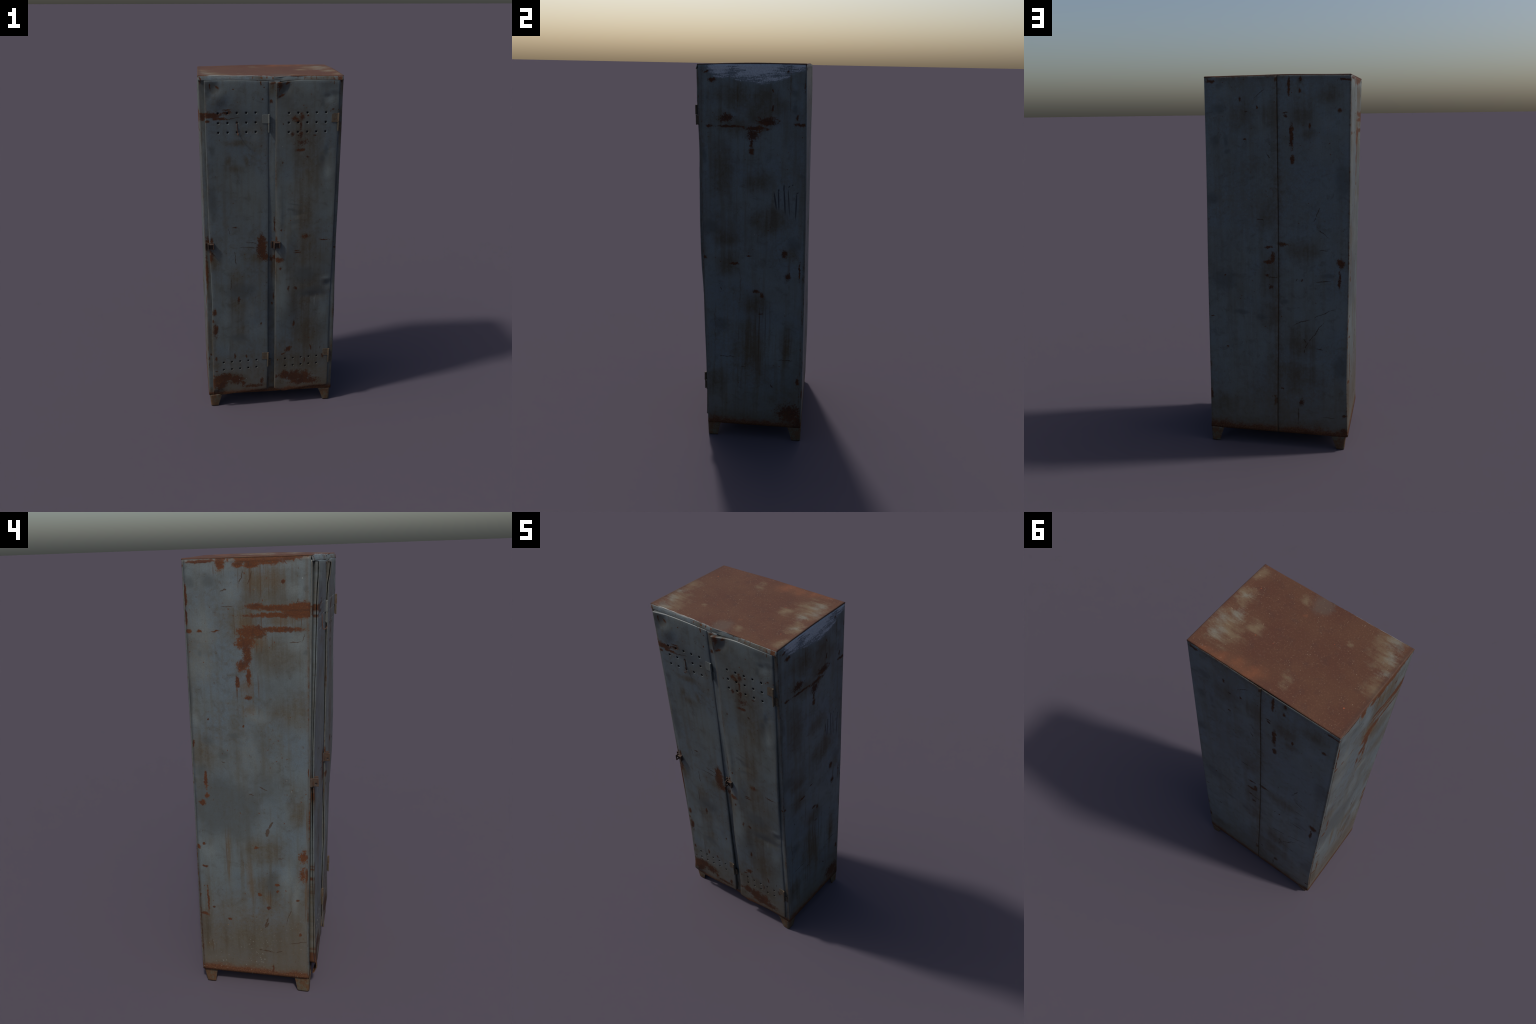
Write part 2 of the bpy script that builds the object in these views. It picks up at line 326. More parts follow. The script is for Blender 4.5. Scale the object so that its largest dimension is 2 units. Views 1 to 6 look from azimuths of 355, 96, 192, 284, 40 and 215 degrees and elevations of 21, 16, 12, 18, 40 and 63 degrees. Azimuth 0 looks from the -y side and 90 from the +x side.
# ---------------------------------------------------------------- stain maps
LEFT = dict(
    rust=[
        (-0.068, 1.983, 0.1802, 0.0328), (0.013, 1.983, 0.0556, 0.0294), (-0.174, 1.985, 0.1077, 0.0159), (0.101, 1.976, 0.0323, 0.0445),
        (0.18, 1.979, 0.09, 0.0104), (0.029, 1.964, 0.0319, 0.0185), (-0.027, 1.963, 0.0475, 0.0221), (-0.216, 1.786, 0.0939, 0.0438, 0, 1.3),
        (-0.14, 1.797, 0.1584, 0.019), (-0.113, 1.767, 0.1916, 0.0123), (-0.037, 1.803, 0.0644, 0.0191), (-0.018, 1.703, 0.0899, 0.0376),
        (-0.133, 1.713, 0.1442, 0.017), (0.01, 1.663, 0.0619, 0.0397), (0.004, 1.611, 0.0266, 0.0763), (0.025, 1.569, 0.0335, 0.0366),
        (-0, 1.522, 0.0151, 0.0533), (0.007, 1.435, 0.022, 0.0117), (0.048, 1.5, 0.0135, 0.0372), (0.203, 1.706, 0.0153, 0.0072),
        (0.132, 1.708, 0.0218, 0.0048), (-0.152, 1.896, 0.0109, 0.0104), (0.246, 1.707, 0.0205, 0.0112), (0.253, 1.852, 0.0084, 0.0697),
        (0.256, 1.766, 0.0085, 0.0474), (-0.254, 1.509, 0.0048, 0.0201), (0.267, 0.736, 0.0153, 0.016), (0.241, 0.751, 0.0133, 0.009),
        (0.242, 0.638, 0.0211, 0.0082), (0.212, 1.064, 0.0119, 0.0556), (0.212, 0.989, 0.0166, 0.017), (0.232, 0.954, 0.0232, 0.019),
        (-0.007, 0.752, 0.0146, 0.0088), (-0.223, 0.717, 0.0354, 0.0532, 0, 0.62), (-0.213, 0.631, 0.0402, 0.069, 0, 0.5), (-0.096, 0.569, 0.0128, 0.0121),
        (-0.243, 1.109, 0.0051, 0.0265), (-0.256, 1.064, 0.0085, 0.0268), (0.186, 1.337, 0.0053, 0.007), (0.03, 1.31, 0.0069, 0.0086),
        (0.257, 1.229, 0.0072, 0.0224), (0.235, 0.47, 0.0077, 0.1062), (0.258, 0.39, 0.0294, 0.0132), (-0.053, 0.446, 0.0147, 0.0136),
        (-0.013, 0.514, 0.0147, 0.0126), (-0.005, 0.752, 0.0144, 0.0085), (0.132, 0.373, 0.0136, 0.0084), (0.208, 0.431, 0.012, 0.0093),
        (-0.097, 0.568, 0.0112, 0.0088), (-0.097, 0.534, 0.0081, 0.0107), (-0.231, 0.622, 0.0109, 0.0518), (-0.217, 0.712, 0.031, 0.0339),
        (-0.068, 0.118, 0.0068, 0.034), (0.266, 0.735, 0.0117, 0.0157), (-0.189, 0.494, 0.0112, 0.0089), (-0.199, 0.317, 0.0081, 0.0129),
    ],
    lines=[
        (0.093, 1.867, 0.0203, 0.0038, 156), (-0.205, 1.823, 0.0158, 0.0036, 108), (0.016, 1.915, 0.0401, 0.0031, 111), (-0.018, 1.915, 0.0385, 0.0031, 112),
        (-0.047, 1.684, 0.0389, 0.0051, 168), (0.079, 1.805, 0.0397, 0.0026, -179), (-0.194, 1.662, 0.0322, 0.0025, -180), (-0.228, 1.68, 0.0237, 0.0025, 113),
        (-0.073, 0.863, 0.0272, 0.0062, -61), (-0.057, 0.829, 0.0281, 0.0111, -77), (-0.049, 1.03, 0.0294, 0.0034, -153), (0.009, 1.003, 0.0128, 0.0035, -166),
        (-0.116, 0.701, 0.0187, 0.0028, 167), (0.129, 1.148, 0.0127, 0.0035, -169), (-0.039, 0.364, 0.0438, 0.0058, -74), (-0.041, 0.351, 0.0251, 0.0051, -61),
        (-0.041, 0.215, 0.0509, 0.0039, -172), (-0.099, 0.215, 0.0228, 0.0033, 163), (-0.182, 0.272, 0.0649, 0.0026, 172), (-0.146, 0.41, 0.0575, 0.0025, 107),
    ],
    ochre=[
        (-0.076, 1.909, 0.1457, 0.0933), (0.103, 1.947, 0.0408, 0.0376), (-0.037, 1.663, 0.103, 0.0531), (0.023, 1.739, 0.0756, 0.0785),
        (-0.139, 1.743, 0.1337, 0.0387), (0.012, 1.479, 0.0778, 0.0904), (0.033, 0.623, 0.0468, 0.152), (0.124, 0.744, 0.0156, 0.1408),
        (-0.236, 0.862, 0.016, 0.2041), (0.005, 1.38, 0.0572, 0.0569), (0.028, 0.565, 0.0481, 0.1271), (0.125, 0.642, 0.0104, 0.1111),
        (-0.046, 0.491, 0.041, 0.0604), (0.231, 0.221, 0.0367, 0.0407), (-0.227, 0.521, 0.0132, 0.1851),
    ],
    grime=[
        (-0.075, 1.861, 0.1522, 0.1439), (-0.11, 1.611, 0.163, 0.1247), (0.017, 1.754, 0.1211, 0.1151), (-0.2, 1.387, 0.0788, 0.1451),
        (0.223, 1.193, 0.0943, 0.1177), (-0.03, 0.736, 0.1744, 0.1107), (-0.194, 0.92, 0.0681, 0.1131), (-0.157, 1.373, 0.1085, 0.1096),
        (-0.052, 0.532, 0.0989, 0.1709), (0.052, 0.285, 0.3095, 0.1484), (0.244, 0.294, 0.0607, 0.1669),
    ],
    dark=[
        (-0.096, 1.481, 0.2743, 0.2363, 0, 0.5), (0.152, 1.909, 0.0393, 0.0428), (0.233, 1.901, 0.0327, 0.0332), (0.203, 1.616, 0.0134, 0.0213),
        (-0.237, 1.625, 0.0222, 0.0164), (-0.237, 1.872, 0.0168, 0.0161), (0.257, 1.432, 0.0192, 0.0671), (-0.045, 1.243, 0.2468, 0.1899, 0, 0.4),
        (0.15, 0.941, 0.1836, 0.1899, 0, 1.5), (0.072, 0.854, 0.1194, 0.1171, 0, 1.2), (-0.067, 1.031, 0.1526, 0.1591, 0, 0.6), (0.01, 0.937, 0.0625, 0.1063),
        (0.229, 1.099, 0.0358, 0.0561), (0.126, 1.179, 0.0426, 0.0352), (0.082, 1.267, 0.0343, 0.0137), (0.192, 1.24, 0.0467, 0.0387),
        (-0.072, 0.567, 0.0481, 0.1056),
    ],
    pale=[
        (0.191, 1.715, 0.078, 0.1469), (-0.192, 1.864, 0.0522, 0.0374), (0.206, 1.557, 0.0724, 0.111), (0.06, 1.864, 0.0682, 0.0764),
        (-0.194, 1.662, 0.0535, 0.0654), (0.012, 1.201, 0.0657, 0.1484), (-0.027, 1.353, 0.0785, 0.0428), (0.222, 0.717, 0.0637, 0.0671),
        (0.237, 1.335, 0.0299, 0.0586), (-0.142, 0.598, 0.0466, 0.1466), (-0.181, 0.516, 0.0267, 0.1487),
    ],
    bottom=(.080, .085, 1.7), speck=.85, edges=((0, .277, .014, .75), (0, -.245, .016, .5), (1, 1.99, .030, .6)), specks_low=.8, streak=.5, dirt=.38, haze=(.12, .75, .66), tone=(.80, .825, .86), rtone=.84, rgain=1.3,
)
RIGHT = dict(
    scrape=[
        (0.037, 2.007, 0.2997, 0.16), (0.226, 1.999, 0.1168, 0.0646), (-0.143, 1.987, 0.1196, 0.096),
    ],
    rust=[
        (0.081, 1.725, 0.0864, 0.0328), (0.013, 1.659, 0.0504, 0.0428), (0.008, 1.58, 0.0215, 0.0251), (0.008, 1.619, 0.0117, 0.0479),
        (-0.118, 1.738, 0.0534, 0.033), (-0.093, 1.697, 0.1167, 0.0095), (0.032, 1.69, 0.0869, 0.0208), (-0.203, 1.697, 0.0255, 0.0114),
        (0.248, 1.71, 0.0571, 0.0112), (0.108, 1.786, 0.0086, 0.0232), (-0.214, 1.953, 0.0153, 0.0082), (0.178, 1.958, 0.0131, 0.0081),
        (-0.187, 1.916, 0.0288, 0.0137), (0.263, 1.907, 0.0075, 0.0542), (0.228, 1.744, 0.0095, 0.0186), (0.106, 1.872, 0.0047, 0.0128),
        (0.038, 0.852, 0.029, 0.0152), (0.07, 0.832, 0.0145, 0.0262), (0.065, 0.726, 0.0167, 0.0055), (0.229, 0.16, 0.1081, 0.0905),
        (0.279, 0.117, 0.0541, 0.0849), (0.268, 0.355, 0.0128, 0.0374), (0.201, 0.942, 0.0265, 0.032), (0.181, 1.061, 0.0222, 0.0335),
        (0.262, 0.973, 0.0081, 0.0742), (-0.231, 1.027, 0.0207, 0.0149), (-0.075, 1.001, 0.0412, 0.0128), (0.001, 1.045, 0.0225, 0.0084),
        (0.286, 0.702, 0.0083, 0.0443),
    ],
    grime=[
        (0.061, 1.796, 0.1247, 0.1373, 0, 1.5), (-0.137, 1.719, 0.0763, 0.0823, 0, 1.3), (-0.068, 1.696, 0.1691, 0.066), (-0.137, 1.501, 0.0864, 0.2223),
        (0.103, 1.239, 0.1305, 0.0976, 0, 1.4), (-0.069, 1.841, 0.2171, 0.1046), (0.048, 1.425, 0.1117, 0.0861), (-0.118, 1.13, 0.089, 0.0727),
        (-0.105, 0.996, 0.0989, 0.1115), (-0.174, 0.331, 0.0952, 0.1242), (-0, 0.538, 0.1112, 0.2493), (0.211, 0.567, 0.0639, 0.1678),
        (0.21, 1.073, 0.0614, 0.0727), (0.031, 0.772, 0.109, 0.1152),
    ],
    ochre=[
        (-0.062, 1.841, 0.0064, 0.1239), (0.192, 1.847, 0.0047, 0.2534), (0.131, 1.834, 0.0048, 0.1233), (0.034, 0.54, 0.1692, 0.3261),
        (0.205, 0.515, 0.0353, 0.2109), (-0.044, 0.895, 0.0087, 0.2997), (-0.176, 0.674, 0.0071, 0.3779), (0.209, 0.991, 0.0212, 0.1154),
    ],
    dark=[
        (-0.224, 1.549, 0.0173, 0.0552), (0.213, 1.859, 0.0262, 0.027), (-0.21, 1.193, 0.0801, 0.0541), (0.215, 1.788, 0.0198, 0.0443),
        (-0.215, 1.832, 0.0118, 0.0178), (0.256, 1.458, 0.0169, 0.0187), (0.228, 1.119, 0.0523, 0.0541), (-0.145, 0.661, 0.0648, 0.0589),
    ],
    pale=[
        (0.17, 1.858, 0.0554, 0.0767), (-0.211, 1.897, 0.0484, 0.0462), (0.165, 1.574, 0.073, 0.0645),
    ],
    lines=[
        (-0.023, 0.427, 0.0217, 0.0033, -2), (-0.107, 0.482, 0.0564, 0.0033, -2), (0.201, 0.476, 0.0533, 0.0033, 2), (-0.146, 0.858, 0.0125, 0.0032, -76),
        (0.129, 0.322, 0.0175, 0.005, -51),
    ],
    marks=[
        (0.129, 1.337, 0.0532, 0.0049, -81), (0.145, 1.39, 0.0082, 0.0044, -100), (0.146, 1.341, 0.0613, 0.0044, -87), (0.171, 1.402, 0.0212, 0.0044, -91),
        (0.176, 1.335, 0.0791, 0.0049, -86), (0.197, 1.332, 0.0831, 0.0031, -86), (0.234, 1.313, 0.0814, 0.0044, -91), (0.239, 1.379, 0.0078, 0.0035, 26),
        (0.197, 1.41, 0.0077, 0.0035, 53), (0.214, 1.418, 0.0037, 0.0053, -30),
    ],
    bottom=(.080, .110, 1.2), speck=.65, edges=((0, .28, .012, .5), (0, -.240, .014, .45), (1, 1.99, .012, .3)), streak=.55, tone=1.06, dirt=.45, haze=(.1, .5, .5), gamt=1.0, rtone=.75,
)
BACK = dict(
    rust=[
        (-0.083, 1.694, 0.0152, 0.0981, 0, 1.25), (-0.087, 1.578, 0.0164, 0.0398, 0, 1.25), (-0.071, 1.943, 0.01, 0.0713), (-0.127, 1.969, 0.0119, 0.0208),
        (-0.127, 1.92, 0.0119, 0.0171), (0.336, 1.97, 0.0357, 0.0107), (-0.05, 1.813, 0.0223, 0.0077), (-0.053, 1.794, 0.0142, 0.0116),
        (-0.176, 1.743, 0.008, 0.0213), (-0.029, 1.139, 0.0402, 0.019), (0.04, 1.123, 0.0342, 0.0106), (-0.356, 1.967, 0.0578, 0.0084),
        (-0.006, 1.978, 0.0091, 0.0266), (0.184, 1.882, 0.0093, 0.0136), (-0.326, 1.819, 0.0176, 0.0171), (0.095, 1.84, 0.0072, 0.0117),
        (0.162, 1.681, 0.0105, 0.008), (0.02, 1.065, 0.0214, 0.0427), (-0.338, 1.045, 0.0348, 0.0335), (0.041, 1.044, 0.0386, 0.015),
        (0.053, 0.97, 0.0216, 0.0108), (-0.333, 0.953, 0.0113, 0.0794), (0.033, 0.91, 0.0216, 0.0196), (0.379, 0.279, 0.0175, 0.0454),
        (0.012, 0.267, 0.0157, 0.0422), (-0.131, 0.265, 0.022, 0.0302), (-0.365, 0.112, 0.0367, 0.0257), (0.282, 0.964, 0.01, 0.0066),
        (-0.133, 0.948, 0.0106, 0.0086), (0.358, 0.733, 0.0159, 0.0045), (0.276, 0.565, 0.0102, 0.0069), (-0.027, 0.339, 0.0111, 0.007),
        (-0.365, 0.202, 0.0215, 0.0162), (-0.161, 0.092, 0.0554, 0.0142),
    ],
    lines=[
        (0.086, 1.266, 0.0279, 0.0041, 178), (-0.218, 1.312, 0.0345, 0.0032, -65), (-0.2, 1.274, 0.0181, 0.0032, -67), (-0.243, 1.202, 0.0427, 0.0028, -146),
        (0.04, 1.596, 0.0172, 0.0032, -125), (0.152, 1.818, 0.0126, 0.004, 175), (-0.249, 1.111, 0.0312, 0.0032, 178), (0.082, 1.908, 0.0496, 0.0024, 143),
        (-0.211, 0.669, 0.0886, 0.0033, -54), (-0.159, 0.593, 0.0268, 0.0033, -61), (-0.148, 0.56, 0.0182, 0.0033, -87), (-0.149, 0.616, 0.0183, 0.0033, -124),
        (-0.13, 0.72, 0.0818, 0.0025, 158), (-0.255, 0.774, 0.0887, 0.0025, 155), (-0.113, 0.183, 0.0711, 0.0034, -90), (-0.23, 0.575, 0.0283, 0.0033, -172),
        (0.023, 0.959, 0.0326, 0.0033, 178), (-0.279, 0.186, 0.0548, 0.0025, -179), (-0.248, 0.945, 0.0547, 0.0032, 178), (-0.106, 0.949, 0.0122, 0.0033, 115),
    ],
    grime=[
        (-0.134, 1.8, 0.096, 0.1008), (0.175, 1.81, 0.0816, 0.1112), (0.029, 1.802, 0.0713, 0.1018), (0.037, 1.289, 0.0644, 0.1267),
        (-0.281, 1.902, 0.0936, 0.0904), (-0.166, 1.699, 0.07, 0.051), (-0.137, 1.104, 0.1367, 0.0916), (0.042, 0.962, 0.0751, 0.2073),
        (0.046, 0.757, 0.0856, 0.1256), (-0.128, 0.602, 0.1504, 0.1558), (-0.127, 0.42, 0.1996, 0.1293), (0.312, 0.234, 0.1214, 0.0938),
    ],
    dark=[
        (0.303, 1.837, 0.0644, 0.0387), (0.322, 1.669, 0.0419, 0.0483), (0.254, 1.669, 0.0203, 0.0525), (0.34, 1.371, 0.0523, 0.0502),
        (-0.341, 1.465, 0.0652, 0.1471), (-0.354, 1.439, 0.0304, 0.0781), (0.299, 1.95, 0.0274, 0.0254), (0.248, 1.621, 0.0231, 0.0176),
        (0.29, 0.938, 0.1066, 0.0959), (-0.349, 0.48, 0.0691, 0.117), (0.201, 0.77, 0.0678, 0.0214), (0.081, 0.748, 0.0526, 0.0291),
        (-0.272, 0.974, 0.0542, 0.0222), (-0.039, 0.825, 0.0375, 0.0191),
    ],
    pale=[
        (-0.231, 1.642, 0.0923, 0.1067), (0.273, 1.919, 0.079, 0.0654), (-0.263, 1.755, 0.0829, 0.0646),
    ],
    bottom=(.080, .110, 1.4), speck=.5, edges=((0, -.378, .012, .6), (0, .378, .010, .5), (1, 1.99, .03, .55)), streak=.35, dirt=.3, haze=(.1, .6, .5), seam=True, rtone=.75,
)
DOOR1 = dict(
    rust=[
        (-0.32, 1.792, 0.0823, 0.0237, 0, 1.25), (-0.342, 1.762, 0.0186, 0.0103), (-0.242, 1.802, 0.0392, 0.0163), (-0.237, 1.821, 0.0288, 0.0057),
        (-0.28, 1.773, 0.0661, 0.0103), (-0.322, 1.937, 0.0065, 0.0277), (-0.287, 1.937, 0.0203, 0.0087, -30), (-0.072, 1.965, 0.0266, 0.0032),
        (-0.059, 1.951, 0.0049, 0.0167), (-0.045, 1.932, 0.0082, 0.0032), (-0.049, 1.871, 0.005, 0.0081), (-0.203, 1.925, 0.0065, 0.004),
        (-0.05, 1.048, 0.0404, 0.1011, 0, 1.3), (-0.033, 0.989, 0.0452, 0.0361), (-0.334, 1.097, 0.0132, 0.0328), (-0.339, 1, 0.0278, 0.0477),
        (-0.201, 1.17, 0.022, 0.007), (-0.185, 0.725, 0.0138, 0.0252), (-0.327, 0.649, 0.0207, 0.0357), (-0.324, 0.532, 0.0233, 0.0651),
        (-0.336, 0.591, 0.0092, 0.0155), (-0.054, 0.562, 0.0094, 0.0156), (-0.143, 0.348, 0.0072, 0.0189), (-0.212, 0.356, 0.0095, 0.027),
        (-0.309, 0.182, 0.0742, 0.0767, 0, 1.25), (-0.27, 0.212, 0.0741, 0.0449, 0, 1.2), (-0.2, 0.193, 0.0705, 0.0496, 0, 1.1), (-0.16, 0.165, 0.0177, 0.0272),
        (-0.325, 0.259, 0.0132, 0.0062), (-0.048, 0.173, 0.0158, 0.0272), (-0.323, 0.341, 0.0154, 0.0219), (-0.142, 0.343, 0.0054, 0.0158),
        (-0.212, 0.349, 0.0054, 0.0219), (-0.099, 0.141, 0.0989, 0.0182),
    ],
    lines=[
        (-0.208, 1.774, 0.0571, 0.0026, 5), (-0.107, 1.078, 0.0428, 0.0026, -2), (-0.202, 0.981, 0.0611, 0.003, -84), (-0.228, 0.825, 0.0524, 0.0026, -90),
        (-0.131, 1.048, 0.0722, 0.0022, -2), (-0.232, 1.148, 0.0282, 0.0021, -86),
    ],
    grime=[
        (-0.311, 1.942, 0.0565, 0.0379, -30, 1.5), (-0.204, 1.504, 0.065, 0.0378), (-0.23, 1.553, 0.0231, 0.0561), (-0.141, 1.552, 0.0185, 0.0468),  # first spot: corner facet turned from the sun, its shade painted; repeated in dark
        (-0.188, 1.642, 0.1007, 0.023), (-0.198, 0.83, 0.0594, 0.1399), (-0.193, 0.668, 0.0755, 0.1887), (-0.176, 0.517, 0.0613, 0.1027),
        (-0.327, 0.968, 0.0389, 0.1046), (-0.073, 0.983, 0.0589, 0.0629), (-0.347, 0.466, 0.0407, 0.1837), (-0.225, 0.192, 0.1193, 0.0668),
        (-0.316, 0.303, 0.0403, 0.0577),
    ],
    dark=[
        (-0.31, 1.945, 0.0635, 0.0379, 0, 1.6), (-0.327, 1.906, 0.0248, 0.0243, 0, 1.4), (-0.314, 1.603, 0.0274, 0.0462), (-0.325, 1.322, 0.0517, 0.1465),
        (-0.173, 1.783, 0.0994, 0.0625), (-0.169, 0.781, 0.1296, 0.0761), (-0.187, 0.475, 0.0819, 0.046),
    ],
    pale=[
        (-0.25, 0.414, 0.06, 0.0039, -83), (-0.243, 0.313, 0.0658, 0.004, -89), (-0.126, 0.624, 0.0683, 0.0971), (-0.261, 0.621, 0.0388, 0.0861),
        (-0.1, 1.674, 0.053, 0.0793),
    ],
    bottom=(.092, .075, 1.3), speck=.7, edges=((0, -.346, .012, .35), (0, -.014, .008, .25)), streak=.35, tone=.82, dirt=.35, gamt=.95, haze=(.1, .5, .55), rtone=.62,  # tone makes the door colour darker than the side and back panels; door 2 likewise
)
DOOR2 = dict(
    rust=[
        (0.121, 1.769, 0.0202, 0.0257, 0, 0.85), (0.161, 1.776, 0.0253, 0.031, 0, 0.85), (0.14, 1.758, 0.0211, 0.0125, 0, 0.8), (0.156, 1.728, 0.011, 0.0355, 0, 0.8),
        (0.156, 1.68, 0.017, 0.038, 0, 0.75), (0.233, 1.678, 0.0145, 0.0068), (0.324, 1.815, 0.0102, 0.0074), (0.145, 1.68, 0.0094, 0.0051),
        (0.061, 1.743, 0.0051, 0.0058), (0.039, 1.938, 0.0227, 0.0379), (0.08, 1.952, 0.0227, 0.0088, 30), (0.048, 1.889, 0.029, 0.0073, 30),
        (0.326, 1.953, 0.0029, 0.0168), (0.19, 1.785, 0.0076, 0.0066), (0.111, 1.688, 0.0127, 0.0168), (0.155, 1.6, 0.0408, 0.015),
        (0.196, 1.562, 0.0151, 0.0076), (0.062, 1.533, 0.0086, 0.0087), (0.167, 1.642, 0.0642, 0.0266, 0, 0.6), (0.195, 1.106, 0.0338, 0.0237, 0, 0.8),
        (0.048, 0.967, 0.0363, 0.0242), (0.032, 1.095, 0.0112, 0.0236), (0.195, 1.105, 0.0316, 0.0118), (0.305, 1.084, 0.0432, 0.0048),
        (0.153, 1.01, 0.0386, 0.006), (0.146, 1.022, 0.025, 0.006), (0.147, 0.788, 0.0116, 0.0125), (0.058, 1.147, 0.0089, 0.0094),
        (0.059, 0.912, 0.0091, 0.0122), (0.105, 0.786, 0.0116, 0.0251), (0.14, 0.553, 0.0095, 0.0393), (0.092, 0.201, 0.0555, 0.0453, 0, 1.2),
        (0.148, 0.192, 0.0796, 0.0591, 0, 1.2), (0.2, 0.183, 0.0798, 0.0592, 0, 1.1), (0.201, 0.154, 0.1521, 0.0412), (0.109, 0.384, 0.0352, 0.0219, 35),
        (0.077, 0.35, 0.0196, 0.0097, 30), (0.212, 0.302, 0.0063, 0.0335), (0.248, 0.383, 0.0051, 0.033), (0.307, 0.377, 0.0047, 0.0154),
        (0.047, 0.313, 0.0063, 0.0089), (0.041, 0.198, 0.0119, 0.0181), (0.324, 0.322, 0.0119, 0.0223),
    ],
    grime=[
        (0.143, 1.758, 0.0662, 0.0579), (0.174, 1.669, 0.1393, 0.1936), (0.199, 1.509, 0.104, 0.2858), (0.191, 1.257, 0.0968, 0.2803),
        (0.04, 1.93, 0.036, 0.061, 0, 1.4), (0.211, 1.051, 0.1285, 0.2292), (0.196, 0.766, 0.1623, 0.2967), (0.225, 0.507, 0.1352, 0.3113),  # first spot darkens the pulled-out corner for its shadow side; dark has another
        (0.168, 0.292, 0.275, 0.1675), (0.041, 0.885, 0.0219, 0.1821), (0.304, 0.148, 0.0876, 0.048), (0.054, 0.147, 0.045, 0.0398),
    ],
    dark=[
        (0.292, 1.94, 0.0763, 0.0385), (0.329, 1.898, 0.0366, 0.0247), (0.291, 1.883, 0.0219, 0.0177), (0.271, 1.847, 0.0183, 0.0267),
        (0.054, 1.933, 0.0539, 0.0522, 0, 1.6), (0.297, 1.591, 0.0245, 0.0422), (0.274, 1.55, 0.0246, 0.0284), (0.133, 1.299, 0.0529, 0.0089),
        (0.119, 1.262, 0.0482, 0.013), (0.295, 1.458, 0.0191, 0.0675), (0.329, 0.818, 0.0325, 0.0284), (0.233, 0.765, 0.1321, 0.055),
        (0.193, 0.871, 0.0904, 0.0862),
    ],
    pale=[
        (0.306, 1.457, 0.0552, 0.0929), (0.135, 1.864, 0.0525, 0.0426, 0, 0.5), (0.305, 1.842, 0.0398, 0.043, 0, 0.4), (0.291, 1.654, 0.045, 0.0536, 0, 0.6),
        (0.321, 0.85, 0.0429, 0.0104), (0.265, 0.698, 0.0079, 0.059), (0.045, 0.884, 0.0115, 0.1134), (0.306, 0.63, 0.0398, 0.0978),
    ],
    bottom=(.092, .075, 1.3), speck=.65, edges=((0, .025, .020, .45), (0, .358, .008, .25)), streak=.4, tone=.84, dirt=.35, gamt=1.0, haze=(.1, .55, .55), rtone=.66,
)
FRAME = dict(
    rust=[
        (-0.365, 1.786, 0.0247, 0.0307, 0, 1.3), (-0.371, 1.975, 0.0113, 0.0236), (-0.001, 1.859, 0.0125, 0.0163), (0.004, 1.953, 0.0247, 0.012),
        (0.002, 1.854, 0.0067, 0.0065), (0.366, 1.959, 0.0092, 0.0161), (0.019, 0.984, 0.0295, 0.0242), (0.001, 0.976, 0.0182, 0.0242),
        (0.02, 1.182, 0.0078, 0.0698), (0.021, 0.736, 0.0093, 0.038), (-0.352, 1.088, 0.0276, 0.047), (-0.364, 0.911, 0.0112, 0.1823),
        (0.01, 0.687, 0.0093, 0.0179), (0.368, 1.03, 0.0115, 0.0097), (-0.354, 0.361, 0.0077, 0.0105), (-0.364, 0.337, 0.0085, 0.0176),
        (-0.364, 0.289, 0.0046, 0.0266),
    ],
    ochre=[
        (0.367, 1.933, 0.0211, 0.0542), (0.367, 1.801, 0.0214, 0.0696), (0.007, 1.937, 0.0208, 0.0201), (0.369, 1.678, 0.0181, 0.1338),
        (0.016, 0.937, 0.0172, 0.1432), (0.014, 0.151, 0.0821, 0.0472), (-0.358, 0.114, 0.0198, 0.0306),
    ],
    grime=[
        (0.367, 1.933, 0.0256, 0.1055), (-0.001, 1.922, 0.0288, 0.0524), (-0.359, 0.832, 0.0197, 0.3225), (-0.355, 0.418, 0.0205, 0.3481),
        (0.382, 0.293, 0.0214, 0.2407), (0.009, 0.937, 0.0298, 0.1593), (0.006, 0.197, 0.0425, 0.0972),
    ],
    dark=[
        (-0.365, 1.936, 0.0212, 0.0622), (0.374, 1.396, 0.0145, 0.196), (0.003, 0.655, 0.0255, 0.2798),
    ],
    pale=[
        (-0.371, 1.623, 0.0105, 0.1774), (0.008, 1.511, 0.0226, 0.2746),
    ],
    bottom=(.080, .070, 1.5), speck=.6, edges=((0, -.372, .012, .5), (0, .378, .016, .5)), streak=.4, tone=.88, rtone=.7,
)
RAIL = dict(
    rust=[
        (-0.101, 1.98, 0.0033, 0.0118), (-0.056, 1.978, 0.0082, 0.0079), (-0.024, 1.979, 0.0057, 0.0095), (-0.37, 1.976, 0.008, 0.0196),
        (0.005, 1.977, 0.0041, 0.0079), (0.175, 1.978, 0.0041, 0.0119), (0.204, 1.98, 0.0033, 0.0119), (0.324, 1.972, 0.0092, 0.012),
        (0.357, 1.974, 0.025, 0.0159), (0.135, 1.981, 0.0058, 0.004), (0.236, 1.978, 0.0033, 0.0119),
    ],
    ochre=[
        (0.201, 1.975, 0.0693, 0.0133), (0.322, 1.974, 0.0698, 0.0167),
    ],
    grime=[
        (0.282, 1.975, 0.1446, 0.0173), (-0.056, 1.975, 0.0534, 0.0138),
    ],
    dark=[
        (0.015, 1.975, 0.0171, 0.0155), (0.138, 1.968, 0.0287, 0.0062),
    ],
    pale=[
        (-0.265, 1.985, 0.1186, 0.0082), (0.068, 1.984, 0.062, 0.0073),  # light catching the rail's upper edge, brushed on as paler colour
    ],
    speck=.4, edges=((1, 1.967, .006, .5),), streak=.15,
)
